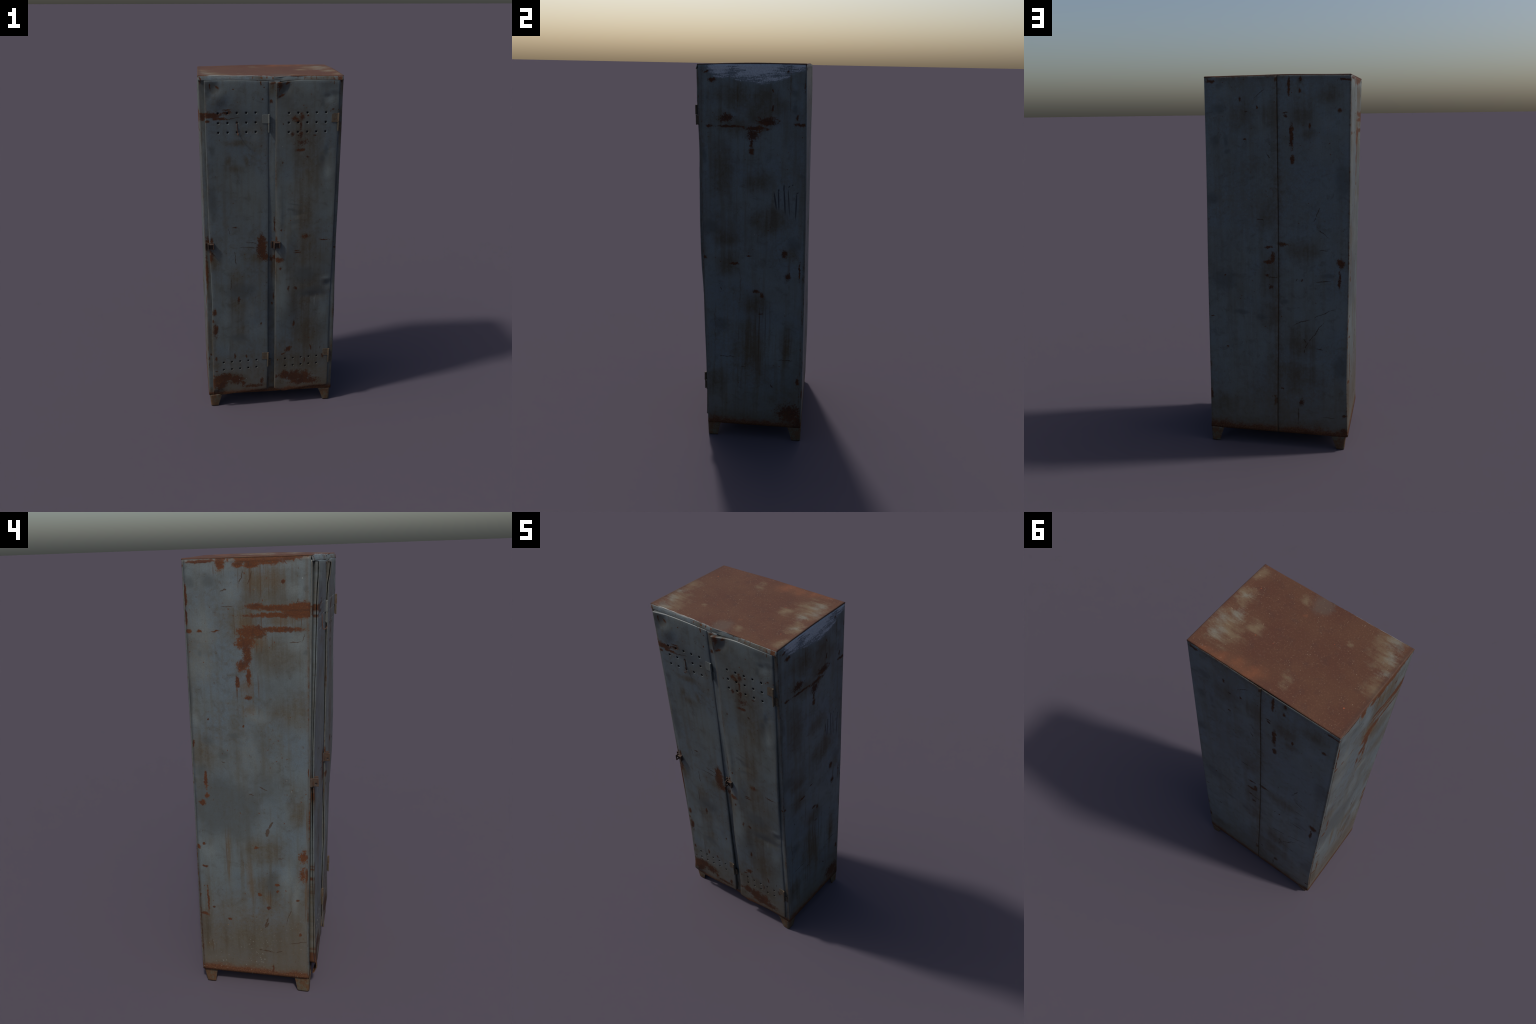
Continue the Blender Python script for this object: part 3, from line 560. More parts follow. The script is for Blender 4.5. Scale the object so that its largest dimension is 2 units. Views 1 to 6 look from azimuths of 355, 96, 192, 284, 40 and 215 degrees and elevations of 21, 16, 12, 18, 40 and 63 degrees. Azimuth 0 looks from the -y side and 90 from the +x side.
ROOF = dict(
    orange=[
        (0.226, 0.262, 0.1068, 0.0505, -142), (0.136, 0.222, 0.0574, 0.0502, -142), (0.296, 0.267, 0.0744, 0.0307, -142), (0.078, 0.244, 0.1301, 0.0591, -142),
        (0.064, -0.141, 0.0172, 0.0164, -142),
    ],
    tan=[
        (0.287, 0.107, 0.1274, 0.1725, -142), (0.358, -0.198, 0.0669, 0.0695, -142), (0.33, -0.063, 0.0749, 0.0849, -142), (-0.316, -0.16, 0.1076, 0.143, -142),
        (-0.278, -0.231, 0.1, 0.0678, -142), (-0.063, 0.182, 0.0392, 0.0891, -142, 0.7), (0.117, -0.203, 0.0469, 0.0604, -142), (-0.168, -0.13, 0.0253, 0.0247, -142),
        (0.194, 0.045, 0.0547, 0.0688, -142), (-0.356, -0.007, 0.0699, 0.0835, -142),
    ],
    bare=[
        (0.333, 0.091, 0.0733, 0.0757, -142), (0.292, 0.037, 0.0506, 0.0586, -142), (0.297, 0.156, 0.0543, 0.0682, -142), (-0.315, -0.24, 0.0726, 0.0731, -142),
        (-0.356, -0.088, 0.0531, 0.0374, -142), (-0.336, -0.166, 0.0538, 0.0768, -142), (0.298, 0.249, 0.0107, 0.0111, -142), (0.327, -0.07, 0.0562, 0.0267, -142),
    ],
    grey=[
        (0.044, -0.227, 0.0677, 0.0735, -142), (-0.337, -0.236, 0.0252, 0.0208, -142),
    ],
)


M_LEFT = painted("left_paint", 'YZ', 1, **LEFT)
M_RIGHT = painted("right_paint", 'YZ', 2, **RIGHT)
M_BACK = painted("back_paint", 'XZ', 3, **BACK)
M_DOOR1 = painted("door_paint", 'XZ', 4, **DOOR1)
M_DOOR2 = painted("door_paint_stained", 'XZ', 5, **DOOR2)
M_FRAME = painted("frame_paint", 'XZ', 6, **FRAME)
M_RAIL = painted("rail_paint", 'XZ', 7, **RAIL)
M_INNER = rusty("inner_paint", (0.05, 0.058, 0.06), (0.05, 0.03, 0.02), 0.05, 3.0, 20.0)
M_FOOT = rusty("foot_rust", (0.070, 0.062, 0.043), (0.080, 0.040, 0.018), 0.20, 1.0, 38.0)
M_HINGE_A = rusty("hinge_paint", (0.086, 0.095, 0.092), (0.080, 0.046, 0.024), 0.05, 2.0, 90.0)
M_HINGE_B = rusty("hinge_rust", (0.068, 0.055, 0.038), (0.060, 0.031, 0.016), 0.13, 5.0, 90.0)
M_LATCH = rusty("latch_rust", (0.048, 0.034, 0.025), (0.044, 0.018, 0.010), 0.15, 6.0, 110.0, 0.3)
M_WIRE = rusty("wire_rust", (0.075, 0.030, 0.018), (0.120, 0.048, 0.022), 0.1, 7.0, 150.0)

def roof_material():
    k = Kit("roof_rust")
    x, y, z = k.xyz[0], k.xyz[1], k.xyz[2]
    V = k.vec(x, y, 0.0)
    S = k.mapping(V, (3.1, 1.7, 0.4))
    big = k.noise(S, 4.5, 4, 0.6); mid = k.noise(S, 22.0, 5, 0.65)
    fine = k.noise(S, 120.0, 5, 0.7); grain = k.noise(S, 420.0, 2, 0.6)
    wc = k.noise(S, 14.0, 5, 0.7, color=True)
    W = k.vmath('ADD', V, k.mapping(k.vmath('SUBTRACT', wc, (0.5, 0.5, 0.5)), scale=(0.08, 0.08, 0)))
    dia = k.noise(k.mapping(S, rot=0.9, scale=(14, 60, 1)), 1.0, 4, 0.65)
    col = k.mix(k.ramp(big, 0.36, 0.64), (0.076, 0.0275, 0.0150), (0.088, 0.037, 0.019))
    col = k.mix(k.math('MULTIPLY', k.ramp(mid, 0.5, 0.7), 0.6), col, (0.062, 0.025, 0.017))
    col = k.mix(k.ramp(fine, 0.52, 0.72, 0, 0.75), col, (0.140, 0.072, 0.040))
    col = k.mix(k.ramp(grain, 0.48, 0.66, 0, 0.55), col, (0.044, 0.023, 0.016))
    # orange bloom along the rear right edge
    f = k.field(W, ROOF['orange'])
    col = k.mix(k.math('MULTIPLY', k.ramp(f, 0.1, 0.8), k.lin(mid, .35, .6, .2, .65)), col, (0.160, 0.055, 0.024))
    f = k.field(W, ROOF['tan'])
    tan = k.ramp(k.math('ADD', f, k.math('MULTIPLY', k.math('SUBTRACT', k.math('ADD', k.math('MULTIPLY', dia, .5), k.math('MULTIPLY', mid, .5)), 0.5), 2.2)), 0.15, 1.15)
    col = k.mix(k.math('MULTIPLY', tan, 0.72), col, (0.150, 0.112, 0.066))
    f = k.field(W, ROOF['bare'])
    bare = k.ramp(k.math('ADD', f, k.math('MULTIPLY', k.math('SUBTRACT', k.math('ADD', k.math('MULTIPLY', dia, .6), k.math('MULTIPLY', fine, .4)), 0.5), 2.4)), 0.18, 1.25)
    col = k.mix(k.math('MULTIPLY', bare, 0.62), col, (0.150, 0.156, 0.132))
    f = k.ramp(k.field(W, ROOF['grey']), 0.1, 0.6)
    col = k.mix(k.math('MULTIPLY', f, 0.4), col, (0.086, 0.076, 0.062))
    # specks
    v3 = k.voronoi(k.mapping(S, (2, 7, 0), 0.5, (1, .55, 1)), 120.0)
    col = k.mix(k.math('MULTIPLY', k.ramp(v3, 0.20, 0.10), k.ramp(mid, .48, .58, 0, .7)), col, (0.19, 0.135, 0.085))
    vo = k.voronoi(S, 42.0); pk = k.noise(S, 9.0, 2, .5)
    col = k.mix(k.math('MULTIPLY', k.ramp(vo, 0.07, 0.03), k.ramp(pk, .52, .6)), col, (0.30, 0.25, 0.18))
    vo2 = k.voronoi(k.mapping(S, (5, 2, 0)), 16.0)
    col = k.mix(k.math('MULTIPLY', k.ramp(vo2, 0.07, 0.03), k.ramp(pk, .58, .5)), col, (0.30, 0.07, 0.03))
    # front lip highlight painted in as a pale edge, and darker rims
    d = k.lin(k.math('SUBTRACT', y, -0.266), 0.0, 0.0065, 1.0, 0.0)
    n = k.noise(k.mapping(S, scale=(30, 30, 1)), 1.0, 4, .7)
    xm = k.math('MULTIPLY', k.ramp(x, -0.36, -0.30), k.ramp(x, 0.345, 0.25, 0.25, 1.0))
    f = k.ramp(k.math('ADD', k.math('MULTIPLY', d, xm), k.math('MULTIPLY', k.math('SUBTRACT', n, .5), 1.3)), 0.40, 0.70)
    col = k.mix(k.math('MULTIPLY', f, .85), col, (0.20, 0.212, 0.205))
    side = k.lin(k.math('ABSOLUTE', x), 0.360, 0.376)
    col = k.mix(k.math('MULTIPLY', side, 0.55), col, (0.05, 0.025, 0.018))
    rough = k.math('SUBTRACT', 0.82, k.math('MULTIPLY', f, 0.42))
    h = k.math('ADD', fine, k.math('MULTIPLY', mid, 0.8))
    return k.finish(col, rough, h, 0.3, 0.30)
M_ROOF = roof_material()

# ---------------------------------------------------------------- cabinet corner lines (functions of height)
FLx = curve([(.08, -.371), (.4, -.3715), (.8, -.3690), (1.2, -.3730), (1.6, -.3765), (1.99, -.3815)])
FLy = curve([(.08, -.2362), (.2, -.2350), (.4, -.2366), (.8, -.2441), (1.2, -.2513), (1.6, -.2582), (1.99, -.2665)])
FRx = curve([(.08, .3868), (.4, .3868), (.6, .3848), (.8, .3790), (1.2, .3768), (1.6, .3760), (1.99, .3755)])
FRy = curve([(.08, -.2170), (.4, -.2240), (.8, -.2362), (1.2, -.2428), (1.6, -.2522), (1.99, -.2620)])
BLx = curve([(.08, -.3810), (.2, -.3790), (.4, -.3752), (.6, -.3762), (.9, -.3798), (1.99, -.3803)])
BLy = curve([(.08, .2850), (.4, .2865), (.6, .2825), (.8, .2778), (1.2, .2712), (1.6, .2664), (1.99, .2610)])
BRx = curve([(.08, .3866), (.3, .3826), (.6, .3804), (1.0, .3770), (1.4, .3717), (1.99, .3706)])
BRy = curve([(.08, .2962), (.4, .2950), (.8, .2908), (1.0, .2886), (1.4, .2817), (1.8, .2708), (1.99, .2650)])

FLx, BLx, FRx, BRx = [(lambda f, d: (lambda z: f(z) + d))(f, d) for f, d in ((FLx, -.0015), (BLx, -.002), (FRx, .0008), (BRx, .0012))]

def roof_z(x, y):
    u = np.clip((x + .38) / .755, 0, 1); v = np.clip((y + .264) / .527, 0, 1)
    c = .0025 + (1-u)*(1-v)*1.9915 + u*(1-v)*1.9850 + (1-u)*v*1.9915 + u*v*1.9940
    return c - 0.0055 * np.sqrt(np.maximum(0, 16*u*(1-u)*v*(1-v)))**1.2 + .0045*(4*u*(1-u))*v**6 + .005*(4*v*(1-v))*u**8 \
        - .003 * bump(x, y, .03, -.255, .05, .05)

def front_y(x, z):
    """plane of the frame at the front"""
    u = (x - FLx(z)) / (FRx(z) - FLx(z))
    return FLy(z) + (FRy(z) - FLy(z)) * u

Z0 = .080
RC = .006           # corner radius
NZ = 150
def level(t, x, y):
    return Z0 + t * (roof_z(x, y) - .006 - Z0)

def corners(z):
    return [np.array([float(fx(z)), float(fy(z))]) for fx, fy in ((FLx, FLy), (BLx, BLy), (BRx, BRy), (FRx, FRy))]

def arc(c, d_in, d_out, n=5):
    """rounded corner at c, coming along d_in and leaving along d_out"""
    p0 = c - d_in * RC; p2 = c + d_out * RC
    return [(1-s)**2 * p0 + 2*s*(1-s) * c + s*s * p2 for s in np.linspace(0, 1, n)]

def unit(v): return v / np.linalg.norm(v)

def profile_rows(fn, nz=NZ, t0=0., t1=1.):
    """fn(z nominal) -> list of 2D points with outward normals; extruded over height"""
    rows = []
    for t in np.linspace(t0, t1, nz):
        zn = Z0 + t * (1.985 - Z0)
        rows.append([(p[0], p[1], level(t, p[0], p[1])) for p in fn(zn)])
    return np.array(rows)

def side_profile(left):
    def fn(z):
        FL, BL, BR, FR = corners(z)
        A, B = (FL, BL) if left else (FR, BR)
        d = unit(B - A); L = np.linalg.norm(B - A)
        nrm = np.array([-1., 0]) if left else np.array([1., 0])
        out = []
        for s in np.linspace(RC / L, 1 - RC / L, 40):
            w = smooth(0, .12, s) * smooth(1, .88, s)
            y = A[1] + (B[1] - A[1]) * s
            amp = .0030 * wob(y, z, 2.6, 1 if left else 2) + .0012 * wob(y, z, 8, 3 if left else 4)
            if left: amp += .0035 + .006 * bump(y, z, .15, .50, .12, .24) + .008 * bump(y, z, .02, .72, .09, .16)
            else: amp += .0110 * bump(y, z, -.06, 1.58, .14, .28) + .006 * bump(y, z, .06, 1.82, .15, .12) + .004 * bump(y, z, .0, 1.12, .16, .14) - .0110 * bump(y, z, .03, .67, .16, .17) + .003 * bump(y, z, 0, .32, .17, .10)
            # pressed fold along the foot
            amp = amp * w * smooth(.1, .25, z) * smooth(1.985, 1.93, z) + .0014 * smooth(.108, .100, z)
            if not left:   # wavy front edge of the right side
                amp += .0022 * smooth(.25, .0, s) * wob(.3, z, 9, 8)
            out.append(A + (B - A) * s + nrm * amp)
        return out if left else out[::-1]
    return fn

def back_profile(which):
    def fn(z):
        FL, BL, BR, FR = corners(z)
        d = unit(BR - BL); dl = unit(BL - FL); dr = unit(FR - BR)
        mid = -.0105 + .013 * float(smooth(1.0, .1, z))
        L = BR[0] - BL[0]
        def at(x):
            s = (x - BL[0]) / L
            p = BL + (BR - BL) * s
            w = smooth(0, .1, s) * smooth(1, .9, s)
            g = .0022 * wob(x, z, 2.4, 5) + .001 * wob(x, z, 7, 6)
            g += .006 * bump(x, z, 0, 1.80, .30, .22) - .0030 * bump(x, z, 0, .60, .30, .34)
            return p + np.array([0, g * w * float(smooth(.1, .25, z)) + .0012 * float(smooth(.125, .115, z)) * w])
        if which == 0:
            pts = arc(BL, dl, d)
            xs = np.linspace(pts[-1][0], mid - .0035, 28)[1:]
            pts += [at(x) for x in xs]
            e = at(mid - .001); pts += [e + np.array([0, -.0015]), at(mid) + np.array([0, -.006])]
        else:
            e = at(mid + .001); pts = [at(mid + .0004) + np.array([0, -.006]), e + np.array([0, -.0015])]
            tail = arc(BR, d, dr)
            pts += [at(x) for x in np.linspace(mid + .0035, tail[0][0], 28)[:-1]] + tail
        return pts
    return fn

o = add("side_panel", grid_mesh(profile_rows(side_profile(True)), "side_panel"), M_LEFT); solidify(o, .002)
o = add("side_panel", grid_mesh(profile_rows(side_profile(False)), "side_panel"), M_RIGHT); solidify(o, .002)
for w in (0, 1):
    o = add("back_panel", grid_mesh(profile_rows(back_profile(w)), "back_panel"), M_BACK); solidify(o, .002)

# corner posts: rounded front corner, narrow face, return into the door opening
def post_profile(left):
    def fn(z):
        FL, BL, BR, FR = corners(z)
        if left:
            d = unit(FR - FL); pts = arc(FL, unit(FL - BL), d)
            end = pts[-1]
            w = .030
        else:
            d = unit(FL - FR); pts = arc(FR, unit(FR - BR), d); end = pts[-1]; w = .030
            jit = .0022 * wob(.3, z, 9, 8)
            pts = [p + np.array([jit, 0]) for p in pts]; end = pts[-1]
        for s in (.3, .6, .85, 1.0):
            pts.append(end + d * w * s + np.array([0, .0012 * wob(s, z, 5, 9 if left else 10)]))
        pts.append(end + d * (w + .001) + np.array([0, .004]))
        pts.append(end + d * (w + .001) + np.array([0, .022]))
        return pts[::-1] if left else pts
    return fn
for left in (True, False):
    rows = profile_rows(post_profile(left), NZ, 0, .9925)
    o = add("corner_post", grid_mesh(rows, "corner_post"), M_FRAME); solidify(o, .002)

# roof sheet with turned-down edge
def roof_grid():
    r = .005
    prof = [(0.0, -.0062), (0.0004, -.0036), (.0016, -.0013), (.0036, -.0002), (.006, 0)]
    us = [(a, d) for a, d in prof] + [(a, 0) for a in np.linspace(.012, .743, 56)] + [(.755 - a, d) for a, d in prof[::-1]]
    vs = [(a, d) for a, d in prof] + [(a, 0) for a in np.linspace(.012, .515, 40)] + [(.527 - a, d) for a, d in prof[::-1]]
    FL, BL, BR, FR = corners(1.985)
    P = np.zeros((len(us), len(vs), 3))
    for i, (a, da) in enumerate(us):
        for j, (b, db) in enumerate(vs):
            u, v = a / .755, b / .527
            xy = (1-u)*(1-v)*FL + u*(1-v)*FR + (1-u)*v*BL + u*v*BR
            z = roof_z(*xy) + min(da, db) + .0009 * wob(xy[0], xy[1], 9, 12) + .0012 * wob(xy[0], xy[1], 4, 13)
            yy = xy[1]
            if b < .02:       # battered front lip
                yy += .0006 * wob(xy[0], 0, 16, 14); z += .0004 * wob(xy[0], 1, 20, 15)
            P[i, j] = (xy[0], yy, z)
    return P
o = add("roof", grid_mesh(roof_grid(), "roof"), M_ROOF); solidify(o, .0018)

# top rail: shallow channel under the roof lip
def rail_grid():
    x0, x1 = float(FLx(1.98)), float(FRx(1.98))
    xs = [x0, x0 + .0018] + list(np.linspace(x0 + RC, x1 - RC, 90)) + [x1 - .0018, x1]
    wrap = {0: RC, 1: .0018, len(xs) - 2: .0018, len(xs) - 1: RC}
    prof = [(.0004, 4.2), (-.0006, 6.0), (-.0024, 10.0), (-.0038, 14.0), (-.0052, 18.5), (-.0060, 22.0), (-.0060, 24.0), (-.0048, 25.2), (.001, 25.7), (.020, 25.7)]
    P = np.zeros((len(xs), len(prof), 3))
    for i, x in enumerate(xs):
        dent = .006 * bump(x, 0, .045, 0, .022, 1) + .003 * bump(x, 0, .12, 0, .05, 1)
        zt = float(roof_z(x, -.262))
        low = .0015 * wob(x, 2, 12, 16) + .003 * bump(x, 0, .03, 0, .04, 1)
        for j, (dy, mm) in enumerate(prof):
            z = zt - mm * .001 - (low if mm > 18 else 0)
            y = front_y(x, z) + dy + wrap.get(i, 0) + (dent * math.sin(min(1, mm / 22) * math.pi / 2) if dy < .01 else dent) + .0007 * wob(x, z, 20, 17)
            xe = x + (.0045 if i < 2 else -.0045) if (i in wrap and j >= len(prof) - 2) else x
            P[i, j] = (xe, y, z)
    return P
o = add("top_rail", grid_mesh(rail_grid(), "top_rail", flip=True), M_RAIL); solidify(o, .0018)

# bottom rail
def low_rail():
    xs = np.linspace(-.366, .381, 60)
    prof = [(.020, .115), (.0035, .115), (.0022, .1130), (.0018, .100), (.0018, .088), (.0022, .0815), (.005, .0795), (.030, .0795)]
    P = np.zeros((len(xs), len(prof), 3))
    for i, x in enumerate(xs):
        for j, (dy, z) in enumerate(prof):
            P[i, j] = (x, front_y(x, z) + dy + .0012 * wob(x, z, 9, 18), z + .0012 * wob(x, 3, 7, 19))
    return P
o = add("bottom_rail", grid_mesh(low_rail(), "bottom_rail", flip=True), M_FRAME); solidify(o, .002)

# mullion between the doors
def mullion():
    zs = np.linspace(.106, 1.9635, 120)
    prof = [(-.034, .022), (-.034, .004), (-.032, .001), (-.02, 0), (0, 0), (.02, 0), (.036, 0), (.040, .001), (.042, .004), (.042, .022)]
    P = np.zeros((len(zs), len(prof), 3))
    for i, z in enumerate(zs):
        for j, (x, dy) in enumerate(prof):
            xx = x + .003 * float(smooth(1.9, .2, z))
            P[i, j] = (xx, front_y(xx, z) + dy - .005 * float(smooth(.7, 1.2, z)) + .001 * wob(x, z, 6, 20), z)
    return P
o = add("mullion", grid_mesh(mullion(), "mullion", flip=True), M_FRAME); solidify(o, .002, -1)

# floor and dark inner partition
def slab(name, x0, x1, y0, y1, z0, z1, mat, parent=ROOT):
    v = [(x, y, z) for x in (x0, x1) for y in (y0, y1) for z in (z0, z1)]
    f = [(0, 1, 3, 2), (4, 6, 7, 5), (0, 4, 5, 1), (2, 3, 7, 6), (0, 2, 6, 4), (1, 5, 7, 3)]
    return add(name, mesh_from(v, f, name, 30), mat, parent)
slab("floor_panel", -.366, .378, -.205, .276, .088, .092, M_FOOT)
slab("partition", -.002, .002, -.205, .255, .095, 1.965, M_INNER)

# ---------------------------------------------------------------- doors
RH = .0056
def door(name, mat, xl, xr, yl, yr, zb, zt, col_top, col_low, rows_top, rows_low, tilt, dents, cut_flange, seed):
    R = .0042; D = .019
    prof = [(0, D), (0, D * .5), (0, R), (R * .13, R * .5), (R * .5, R * .13), (R, 0)]
    lprof = [(.0016, D), (.0016, .012), (.0016, .0085), (0, .0052)] + prof[2:]
    XL, XR = float(xl(1.75)), float(xr(1.75))
    ZB, ZT = .10, 1.967
    h = RH * 1.55
    steps = [-1, -.62, -.2, .2, .62, 1]        # 6 lines -> 5 cells around every hole
    def lines(lo, hi, holes, pitch):
        L = []
        cuts = sorted(holes)
        pos = lo
        for c in cuts + [None]:
            end = (c - h) if c is not None else hi
            n = max(1, int(round((end - pos) / pitch)))
            L += [(v, None) for v in np.linspace(pos, end, n + 1)[(1 if L else 0):(-1 if c is not None else None)]]
            if c is not None:
                L += [(c + s * h, (c, k)) for k, s in enumerate(steps)]
                pos = c + h
        return L
    xs = lines(XL + R, XR - R, col_top, .0125)
    zs = lines(ZB + R, ZT - R, rows_low + rows_top, .0125)
    # columns / rows with the turned edge attached
    cols = [(XL + a, d, None) for a, d in lprof[:-1]] + [(v, 0, q) for v, q in xs] + [(XR - a, d, None) for a, d in prof[-2::-1]]
    rowz = [(ZB + a, d, None) for a, d in prof[1:-1]] + [(v, 0, q) for v, q in zs] + [(ZT - a, d, None) for a, d in prof[-2::-1]]
    P = np.zeros((len(cols), len(rowz), 3))
    ang = {}
    for i, (x, dx, qx) in enumerate(cols):
        for j, (z, dz, qz) in enumerate(rowz):
            xx, zz = x, z
            if qx and qz:
                ki, kj = qx[1], qz[1]
                if 1 <= ki <= 4 and 1 <= kj <= 4 and (ki in (1, 4) or kj in (1, 4)):
                    vx, vz = steps[ki], steps[kj]
                    a = math.atan2(vz, vx)
                    # even out the ring on a circle
                    xx = qx[0] + RH * math.cos(a); zz = qz[0] + RH * math.sin(a)
            s = (xx - XL) / (XR - XL)
            # height first, then place between the door's two edges
            zf = zz + tilt * math.exp(-((zz - .29) / .2) ** 2) * (s - .5)
            xg = float(xl(zf)) + s * float(xr(zf) - xl(zf))
            shift = (col_low - col_top[0]) - (float(xl(.29)) + (col_top[0] - XL) / (XR - XL) * float(xr(.29) - xl(.29)) - col_top[0])
            xg += shift * float(smooth(1.6, .35, zf)) * min(1, 7 * s * (1 - s))
            zf += (float(zb(xg)) - ZB) * float(smooth(.25, .10, zf)) + (float(zt(xg)) - ZT) * float(smooth(1.86, 1.967, zf))
            y = float(yl(zf)) + s * float(yr(zf) - yl(zf))
            y += dents(xg, zf, s) + .0012 * wob(xg, zf, 5, seed) * min(1, 8*s*(1-s)) + .0005 * wob(xg, zf, 17, seed + 1)
            ex = .0009 * wob(0, zf, 11, seed + 2) if (i < 7) else (.0012 * wob(1, zf, 9, seed + 3) if i > len(cols) - 8 else 0)
            dep = max(dx, dz)
            if i < 3 or i > len(cols) - 5:      # pried, uneven turned edge
                dep *= 1 + .12 * wob(2, zf, 6, seed + 4)
            if i < 2 or i > len(cols) - 3:
                reach = float(front_y(xg, zf)) - .0006 - y
                dep = R + (max(reach, .012) - R) * (dx - R) / (D - R)
            if i == 3: dep += .0012 * wob(5, zf, 9, seed + 5)
            if j < 5 and dz > 0: dep = min(dep, .009)
            P[i, j] = (xg + ex, y + dep, zf)
    ni, nj = len(cols), len(rowz)
    def drop(i, j):
        if i == 2: return True
        fi = i < 3 or i >= ni - 3; fj = j < 1 or j >= nj - 3
        if fi and fj: return True
        if cut_flange and i < 3 and rowz[j][0] < cut_flange: return True
        a, b = cols[i][2], cols[i+1][2]; c, d = rowz[j][2], rowz[j+1][2]
        if a and b and c and d and a[0] == b[0] and c[0] == d[0]:
            if 1 <= a[1] <= 3 and 1 <= c[1] <= 3: return True
        return False
    o = add(name, grid_mesh(P, name, drop, flip=False), mat)
    # make sure normals look to the front (-y)
    n = o.data.polygons[len(o.data.polygons)//2].normal
    if n.y > 0: o.data.flip_normals()
    solidify(o, .0016)
    return o

D1L = curve([(.1, -.3465), (.4, -.3445), (.7, -.3400), (1.0, -.3455), (1.3, -.3490), (1.6, -.3506), (1.97, -.3510)])
D1R = curve([(.1, -.0163), (.3, -.0112), (.6, -.0131), (1.0, -.0128), (1.4, -.0133), (1.7, -.0170), (1.97, -.0195)])
D1LY = curve([(.1, -.2640), (.2, -.2630), (.4, -.2605), (.8, -.2592), (1.0, -.2611), (1.2, -.2639), (1.4, -.2705), (1.6, -.2780), (1.8, -.2825), (1.9, -.2840), (1.97, -.2775)])
D1RY = curve([(.1, -.2425), (.4, -.2462), (.8, -.2515), (1.2, -.2592), (1.6, -.2632), (1.85, -.2695), (1.97, -.2710)])
D2L = curve([(.1, .0287), (.4, .0283), (.8, .0258), (1.2, .0262), (1.4, .0232), (1.7, .0203), (1.97, .0186)])
D2R = curve([(.1, .3612), (.3, .3603), (.6, .3570), (1.0, .3562), (1.4, .3562), (1.8, .3580), (1.97, .3562)])
D2LY = curve([(.1, -.2475), (.3, -.2473), (.6, -.2540), (1.0, -.2552), (1.4, -.2660), (1.7, -.2728), (1.8, -.2755), (1.9, -.2790), (1.97, -.2745)])
D2RY = curve([(.1, -.2285), (.3, -.2275), (.6, -.2340), (.8, -.2400), (1.0, -.2520), (1.2, -.2575), (1.6, -.2578), (1.8, -.2655), (1.97, -.2680)])

def tri_fold(x, z, cx, cz, dx, dz):
    """corner pulled out along a diagonal crease"""
    return max(0.0, 1 - abs(x - cx) / dx - abs(cz - z) / dz)

def dents1(x, z, s):
    y = -.0120 * tri_fold(x, z, -.351, 1.966, .075, .095) - .007 * bump(x, z, -.285, 1.885, .045, .05)
    y += .0035 * bump(x, z, -.29, 1.925, .03, .022)
    y += -.0085 * bump(x, z, -.35, .135, .05, .03) + .0085 * float(smooth(.135, .098, z)) * float(smooth(-.22, -.34, x))
    y += .003 * bump(x, z, -.10, .55, .08, .05) - .003 * bump(x, z, -.2, .9, .1, .2) + .002 * bump(x, z, -.1, 1.5, .12, .2)
    y += -.0016 * bump(x, z, -.245, .36, .005, .12)
    return y

def dents2(x, z, s):
    y = -.0170 * tri_fold(x, z, .019, 1.960, .085, .095)
    y += .004 * bump(x, z, .075, 1.925, .02, .02)
    y += -.009 * max(0.0, 1 - (x - .028) / .085 - (z - .098) / .10) + .004 * float(smooth(.12, .095, z)) * float(smooth(.12, .03, x))
    y += .004 * bump(x, z, .335, .80, .018, .018) - .003 * bump(x, z, .32, .835, .03, .01)
    y += .0035 * bump(x, z, .27, .73, .06, .02)
    y += .003 * bump(x, z, .15, 1.235, .03, .012) + .002 * bump(x, z, .14, 1.18, .03, .008)
    y += .004 * bump(x, z, .30, 1.88, .03, .02) - .0012 * bump(x, z, .33, 1.83, .03, .03)
    y += .0025 * bump(x, z, .31, 1.60, .012, .03) + .0025 * bump(x, z, .29, 1.50, .02, .05) - .0025 * bump(x, z, .33, 1.46, .03, .04)
    y += -.004 * bump(x, z, .052, 1.2, .012, .14)
    y += .0028 * bump(x, z, .152, 1.594, .014, .005)
    y += .0024 * bump(x, z, .188, 1.556, .009, .004)
    y += -.0035 * bump(x, z, .2, 1.0, .12, .4) - .008 * bump(x, z, .085, 1.03, .05, .13) - .009 * bump(x, z, .09, .69, .07, .15)
    return y

door1 = door("door", M_DOOR1, D1L, D1R, D1LY, D1RY,
             curve([(-.36, .104), (-.33, .097), (-.29, .0905), (-.233, .0955), (-.123, .1010), (-.02, .109)]),
             curve([(-.36, 1.9680), (-.16, 1.9675), (-.02, 1.9630)]),
             [-.2835 + .0495 * i for i in range(5)], -.2797, [1.7010, 1.7510, 1.8022], [.2685, .3180], .0075, dents1, .155, 30)
door2 = door("door", M_DOOR2, D2L, D2R, D2LY, D2RY,
             curve([(.02, .128), (.04, .112), (.081, .0935), (.135, .0960), (.205, .1040), (.283, .1085), (.341, .1075), (.365, .114)]),
             curve([(.01, 1.955), (.05, 1.958), (.147, 1.9655), (.254, 1.9640), (.36, 1.9620)]),
             [.0904 + .0494 * i for i in range(5)], .0938, [1.6975, 1.7472, 1.7983], [.2690, .3192], .0080, dents2, 0, 40)

def door_face(which, x, z):
    """front surface height of a door"""
    if which == 1:
        s = (x - D1L(z)) / (D1R(z) - D1L(z)); return float(D1LY(z) + s * (D1RY(z) - D1LY(z)) + dents1(x, z, s))
    s = (x - D2L(z)) / (D2R(z) - D2L(z)); return float(D2LY(z) + s * (D2RY(z) - D2LY(z)) + dents2(x, z, s))

